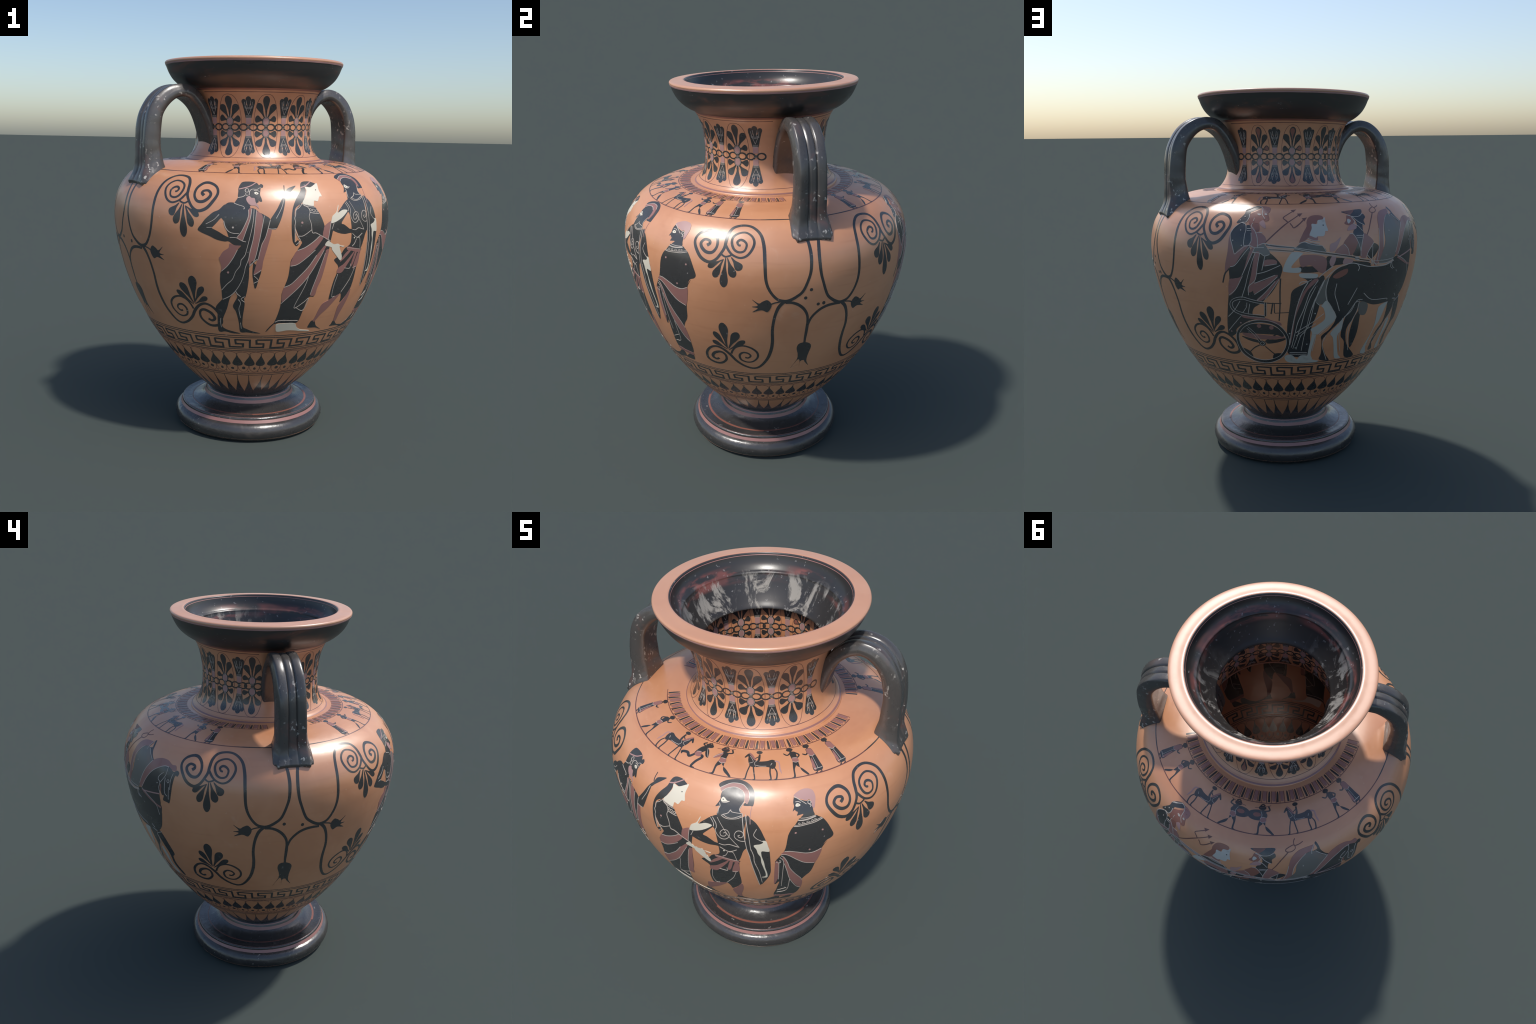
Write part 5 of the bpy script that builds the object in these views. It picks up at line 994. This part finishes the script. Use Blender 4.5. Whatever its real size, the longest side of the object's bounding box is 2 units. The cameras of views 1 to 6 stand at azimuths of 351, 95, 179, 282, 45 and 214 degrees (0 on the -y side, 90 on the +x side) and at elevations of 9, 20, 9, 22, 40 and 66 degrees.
def handle_scroll(m):
    # left half of the ornament below a handle: stem, volutes, palmettes
    m.stroke('black', [(20.49, 135.1), (21.14, 130.6), (21.39, 125.5), (21.10, 120.0), (20.29, 116.1), (18.34, 110.3), (16.04, 107.6), (13.38, 105.8), (11.35, 105.7), (8.99, 107.0), (6.65, 111.0), (5.33, 116.1), (4.98, 123.9), (4.62, 131.5), (3.32, 136.9), (0.19, 140.5), (-3.37, 141.4), (-7.06, 140.1), (-8.82, 136.9), (-9.33, 132.9), (-9.55, 130.3), (-10.53, 127.6), (-12.43, 124.3), (-14.86, 122.8), (-17.91, 124.2), (-20.23, 127.8), (-21.47, 131.1), (-21.16, 133.9), (-19.68, 136.0), (-17.15, 137.3), (-15.02, 136.9), (-13.19, 134.7), (-12.46, 132.1), (-12.71, 129.4), (-14.10, 127.3), (-16.31, 127.2), (-18.28, 129.0), (-18.87, 131.1), (-17.63, 132.8), (-15.82, 132.5), (-15.40, 131.3), (-16.37, 130.2)], 1.4)
    m.stroke('black', [(-9.29, 131.2), (-7.60, 128.3), (-5.94, 126.7), (-3.53, 125.9), (-1.21, 127.1), (0.55, 130.1), (1.13, 133.2), (0.12, 135.9), (-2.19, 137.6), (-4.74, 137.2), (-6.74, 135.4), (-7.13, 132.7), (-6.14, 129.7), (-4.32, 128.4), (-2.31, 129.1), (-1.59, 131.8), (-2.57, 133.5), (-4.04, 134.0), (-5.08, 132.9), (-4.54, 131.6), (-3.76, 131.4)], 1.05)
    m.stroke('black', [(-10.48, 126.9), (-9.01, 126.0), (-7.31, 126.6), (-6.84, 127.3)], .9)
    m.petal('black', (-9.80, 124.6), (-15.20, 120.5), 2.6)
    m.petal('black', (-9.63, 124.6), (-12.94, 116.0), 3.3)
    m.petal('black', (-8.79, 125.2), (-9.53, 111.6), 3.8)
    m.petal('black', (-8.10, 125.3), (-5.71, 116.8), 3.7)
    m.petal('black', (-6.75, 125.8), (-3.23, 120.5), 3.9)
    m.stroke('black', [(11.70, 105.2), (10.39, 103.5), (9.41, 101.2), (8.40, 96.6), (7.77, 89.6), (7.89, 82.0), (7.41, 75.9), (5.83, 69.3), (2.74, 63.5), (-0.50, 61.8), (-4.48, 63.5), (-7.75, 67.0), (-9.92, 71.1), (-12.54, 74.5), (-15.44, 75.8), (-18.48, 74.1), (-21.08, 69.9), (-21.54, 65.1), (-19.00, 62.9), (-15.42, 63.1), (-12.38, 66.6), (-12.23, 70.5), (-14.23, 72.2), (-17.31, 70.5), (-18.70, 67.4), (-17.30, 65.9), (-15.65, 66.8)], 1.4)
    m.stroke('black', [(-9.37, 72.0), (-8.42, 74.7), (-6.71, 77.2), (-3.76, 78.5), (-0.60, 77.3), (1.72, 74.3), (1.83, 70.6), (-0.22, 67.4), (-2.88, 66.6), (-5.40, 68.2), (-5.74, 71.6), (-4.09, 73.7), (-2.03, 73.3), (-1.08, 71.5), (-2.23, 69.9), (-3.50, 70.1)], 1.0)
    m.petal('black', (-10.92, 75.2), (-16.60, 79.6), 2.8)
    m.petal('black', (-10.79, 76.3), (-15.29, 85.7), 3.2)
    m.petal('black', (-10.70, 76.0), (-11.20, 92.0), 4.4)
    m.petal('black', (-10.00, 75.8), (-5.59, 87.0), 4.1)
    m.petal('black', (-9.90, 74.8), (-2.96, 82.0), 2.9)
    m.stroke('black', [(11.02, 105.5), (8.35, 104.8), (6.76, 103.8)], .6)
    m.fill('black', [(7.15, 104.6), (5.81, 106.3), (4.15, 105.5), (2.81, 104.5), (0.49, 106.4), (2.46, 103.4), (0.36, 102.6), (2.45, 101.9), (0.55, 99.7), (3.80, 100.9), (5.83, 99.9), (7.17, 102.5)])
    m.dot('black', (19.36, 106.6), .8)

def pendant_bud(m):
    m.stroke('black', [(21.05, 94.2), (20.97, 90.1), (20.91, 86.4), (20.82, 83.3), (20.88, 80.0)], 1.3)
    m.fill('black', [(20.84, 80.3), (23.16, 79.1), (24.13, 76.8), (23.71, 72.3), (23.49, 69.3), (23.78, 65.7), (25.30, 62.0), (23.13, 65.1), (22.26, 66.9), (20.77, 66.1), (20.80, 61.1), (20.53, 66.1), (19.38, 67.9), (16.70, 61.5), (18.92, 68.0), (18.91, 71.9), (18.01, 76.4), (18.55, 79.4)])

# ------------------------------------------------------------------ ornament under the handles
def scroll_place(centre, mirror, sag):
    def f(P):
        P = P.copy(); d = P[:, 0] - 22.9
        P[:, 0] = centre + (-d if mirror else d)
        P[:, 1] += sag*np.exp(-((P[:, 1] - 103)/14)**2); return P
    return f
for c, mir, sag in ((22.9, False, 0), (22.9, True, -4), (204.1, False, -1.5), (204.1, True, -3)):
    m = Motif('handle_scroll'); m.map = scroll_place(c, mir, sag); handle_scroll(m)
    if mir: m.map = None; m.stroke('black', [(c + 10.5, 101.2), (c + 8, 101.4), (c + 5, 101), (c + 2.1, 99.3), (c - .6, 95.6), (c - 1.9, 91)], 1.3)
    else: m.stroke('black', [(12.2, 104.8), (14.6, 104.6), (17.0, 103.2), (19.2, 100.4), (20.6, 96.5), (21.0, 91)], 1.3)
    m.build()
for c in (22.9, 204.1):
    m = Motif('pendant_bud'); m.map = scroll_place(c, False, 0); pendant_bud(m); m.build()
m = Motif('handle_dot'); m.dot('black', (21.3, 110.6), .8); m.dot('black', (24.3, 102.6), .8); m.build()

# ------------------------------------------------------------------ small frieze on the shoulder
GROUND = 145.3                                  # ground line along the body profile, cm
class Frieze(Motif):
    """small figure drawn in cm: x sideways (+ = to the viewer's right), y up from the ground line"""
    def at(self, theta, flip=1): 
        k = 57.2958/float(self.s.r(GROUND*.01 + .06))/100*1.16
        self.map = lambda P: np.stack([theta + P[:, 0]*k*flip, GROUND + P[:, 1]*1.04], 1); return self
def draped(theta, flip=1, cloak='red', arm=True):
    m = Frieze('draped_bystander').at(theta, flip)
    m.dot('black', (.2, 14.0), .85, 1.05); m.stroke('black', [(.1, 13.4), (.1, 12.2)], .8)
    m.fill('black', [(-1.2, 12.2), (1.0, 12.4), (1.3, 10), (1.1, 8.5), (1.5, 5), (1.7, 1.2), (-1.5, 1.2), (-1.6, 5), (-1.5, 9)])
    m.fill(cloak, [(-1.1, 12.0), (.9, 12.2), (1.2, 9.5), (.2, 8.3), (-1.3, 8.7)])
    m.fill(cloak, [(.6, 7.5), (1.5, 5), (1.6, 1.8), (.8, 1.8)])
    m.stroke('black', [(-.8, 1.3), (-.8, .4), (-.1, .2)], .45); m.stroke('black', [(.9, 1.3), (.9, .4), (1.6, .2)], .45)
    if arm: m.stroke('black', [(.6, 11), (2.0, 9.6), (3.4, 10.4)], .6, (1, .5))
    m.stroke('line', [(-1.5, 2.0), (1.6, 2.0)], .22); m.stroke('line', [(-1.3, 8.6), (.2, 8.2), (1.3, 9.4)], .2); m.stroke('line', [(0, 8), (.1, 2)], .16)
    return m.build()
def walker(theta, flip=1, raised=True):
    m = Frieze('striding_youth').at(theta, flip)
    m.dot('black', (.9, 13.9), .85, 1.0); m.stroke('black', [(.8, 13.2), (.5, 12.2)], .8)
    m.fill('black', [(-1.0, 12.3), (1.3, 12.4), (1.3, 9.5), (.8, 7.6), (-.8, 7.4), (-1.1, 10)])
    m.fill('black', [(-.8, 8), (.9, 8), (.2, 5.2), (-1.6, 3.4), (-3.2, .5), (-2.7, .2), (-2.4, .5), (-.9, 3.2)])
    m.fill('black', [(-.2, 8), (1.0, 7.8), (1.7, 4.6), (2.1, .6), (3.0, .2), (1.6, .1), (1.2, 3.6), (.3, 5.6)])
    m.stroke('black', [(-.8, 12), (-2.2, 10.3), (-.8, 8.8)], .7); m.stroke('black', [(1, 12), (2.6, 11), (4.0, 12.2)], .65, (1, .5))
    m.fill('red', [(-1.0, 9), (.9, 9.3), (1.2, 7.4), (0, 6.8), (-1.2, 7.2)])
    m.stroke('line', [(-1.1, 8.9), (.9, 9.2)], .18); m.stroke('line', [(-1.2, 7.2), (0, 6.8), (1.2, 7.4)], .18)
    return m.build()
def fighter(theta, flip=1, shield='round'):
    m = Frieze('small_warrior').at(theta, flip)
    m.dot('black', (.7, 12.6), 1.0, 1.1); m.stroke('black', [(-.6, 13.6), (.5, 14.3), (1.8, 13.6)], .5); m.stroke('black', [(.6, 12), (.3, 11)], .8)
    m.fill('black', [(-1.1, 11.2), (1.2, 11.3), (1.3, 8.6), (.7, 6.8), (-.9, 6.8), (-1.1, 9)])
    m.fill('black', [(-.9, 7.4), (.6, 7.2), (-.6, 4.8), (-2.6, 3), (-4.6, .4), (-3.9, .1), (-3.4, .6), (-1.4, 2.8)])
    m.fill('black', [(-.1, 7.4), (1.1, 7.2), (1.9, 4.4), (2.0, .7), (3.0, .2), (1.4, .1), (1.2, 3.6), (.1, 5)])
    m.fill('red', [(-1.1, 8), (.9, 8.2), (1.3, 6.2), (0, 5.6), (-1.3, 6.2)])
    m.stroke('black', [(-.8, 11), (-2.8, 11.6), (-2.2, 13.4)], .65); m.stroke('thin', [(-3.4, 13.9), (1, 12.8), (4.4, 12.4)], .22)
    if shield == 'round': m.dot('black', (2.7, 9.0), 2.3, 2.5, 14); m.dot('rust', (2.9, 9.2), .9, 1.0); m.stroke('line', [(1.2, 10.8), (.6, 9), (1.2, 7.2)], .2)
    else: m.fill('red', [(1, 10.8), (2.6, 9.8), (4, 7.6), (3.2, 7.4), (1.2, 9)]); m.stroke('line', [(1, 10.8), (2.8, 9), (4, 7.5)], .2)
    m.stroke('line', [(-1.1, 8), (.9, 8.2)], .18); m.stroke('line', [(-1.3, 6.2), (0, 5.6), (1.3, 6.2)], .18)
    return m.build()
def runner(theta, flip=1):
    m = Frieze('small_warrior').at(theta, flip)
    m.dot('black', (2.4, 12.4), 1.0, 1.1); m.stroke('black', [(1.4, 13.4), (2.4, 14.0), (3.4, 13.2)], .45)
    m.fill('black', [(-.4, 10.6), (1.8, 11.8), (2.6, 10.2), (1.2, 8), (-.4, 6.2), (-1.5, 6.8)])
    m.stroke('black', [(-.6, 6.8), (-2.4, 4.2), (-4.0, 5.4), (-6.0, 4.8), (-5.8, 3.6)], 1.2, (1, .3)); m.stroke('black', [(.2, 6.8), (2.4, 6.0), (1.0, 3.0), (.4, .3), (1.8, .2)], 1.1, (1, .3))
    m.fill('black', [(2.4, 10.8), (3.6, 9.6), (4.6, 6.6), (3.4, 6.8), (2.2, 9)]); m.stroke('line', [(2.4, 10.8), (3.2, 9), (4.5, 6.7)], .2)
    m.stroke('black', [(1, 11.4), (-.6, 12.4), (.4, 13.6)], .65)
    m.fill('red', [(-.9, 7.6), (.8, 8.2), (1.6, 6.2), (.2, 5.4), (-1, 6)]); m.stroke('line', [(-.9, 7.6), (.8, 8.2)], .18)
    return m.build()
def rider(theta, flip=1):
    m = Frieze('horse_and_rider').at(theta, flip)
    m.fill('black', [(-5.4, 8.4), (-4.2, 9.4), (-2, 8.8), (1.2, 8.6), (3.0, 9.6), (4.4, 11.8), (5.4, 12.6), (6.8, 10.6), (6.4, 10.2), (5.4, 11), (5.2, 9), (4.6, 7), (3.6, 5.8), (0, 5.9), (-2.6, 5.7), (-4, 4.8), (-5.2, 6)])
    m.fill('red', [(2.2, 9.2), (3.4, 11.6), (4.8, 13.0), (5.2, 12.6), (4.2, 11.2), (3.0, 9.4)])
    m.stroke('mauve', [(-5.2, 8.6), (-6.6, 7.8), (-6.6, 5), (-7.0, 2.4)], .7, (1, .2))
    for x, y, x2, x3 in ((-4.6, 5.6, -5.4, -5.0), (-3.2, 5.6, -3.0, -3.2), (3.0, 6.2, 2.6, 2.2), (4.2, 6.6, 5.0, 5.4)):
        m.stroke('black', [(x, y), (x2, 3.2), (x3, .2), (x3 + .7, .1)], .6, (1, .4))
    m.stroke('black', [(.8, 12.4), (.9, 10.4), (1.2, 9.0), (2.6, 7.6), (2.4, 5.8)], .9, (1, .6)); m.dot('black', (.9, 13.5), .75, .9); m.stroke('black', [(1, 11.2), (2.4, 10.2), (3.6, 10.2)], .45)
    m.stroke('line', [(1.6, 9), (2.6, 7.8), (2.2, 6)], .17); m.stroke('line', [(-1.8, 6.2), (.6, 6.2), (2, 6.6)], .17); m.stroke('line', [(-4, 7.6), (-3.4, 6.6)], .2); m.stroke('line', [(4.8, 7.4), (3.2, 8.4), (4.6, 11.2)], .17)
    return m.build()
for th, fl in ((-122.6, 1), (-20.3, -1), (-8.7, -1), (49.6, 1), (167, -1)): draped(th, fl, 'red', th not in (-8.7,))
for th, fl in ((-106.9, 1), (-28.8, -1), (61.3, 1), (156.9, -1)): walker(th, fl)
for th, fl in ((-89.5, 1), (-44.6, -1), (83.9, 1), (136.7, -1)): rider(th, fl)
runner(-75.2, 1); fighter(-62.6, -1, 'oblong'); fighter(101.3, 1); fighter(117.3, -1)
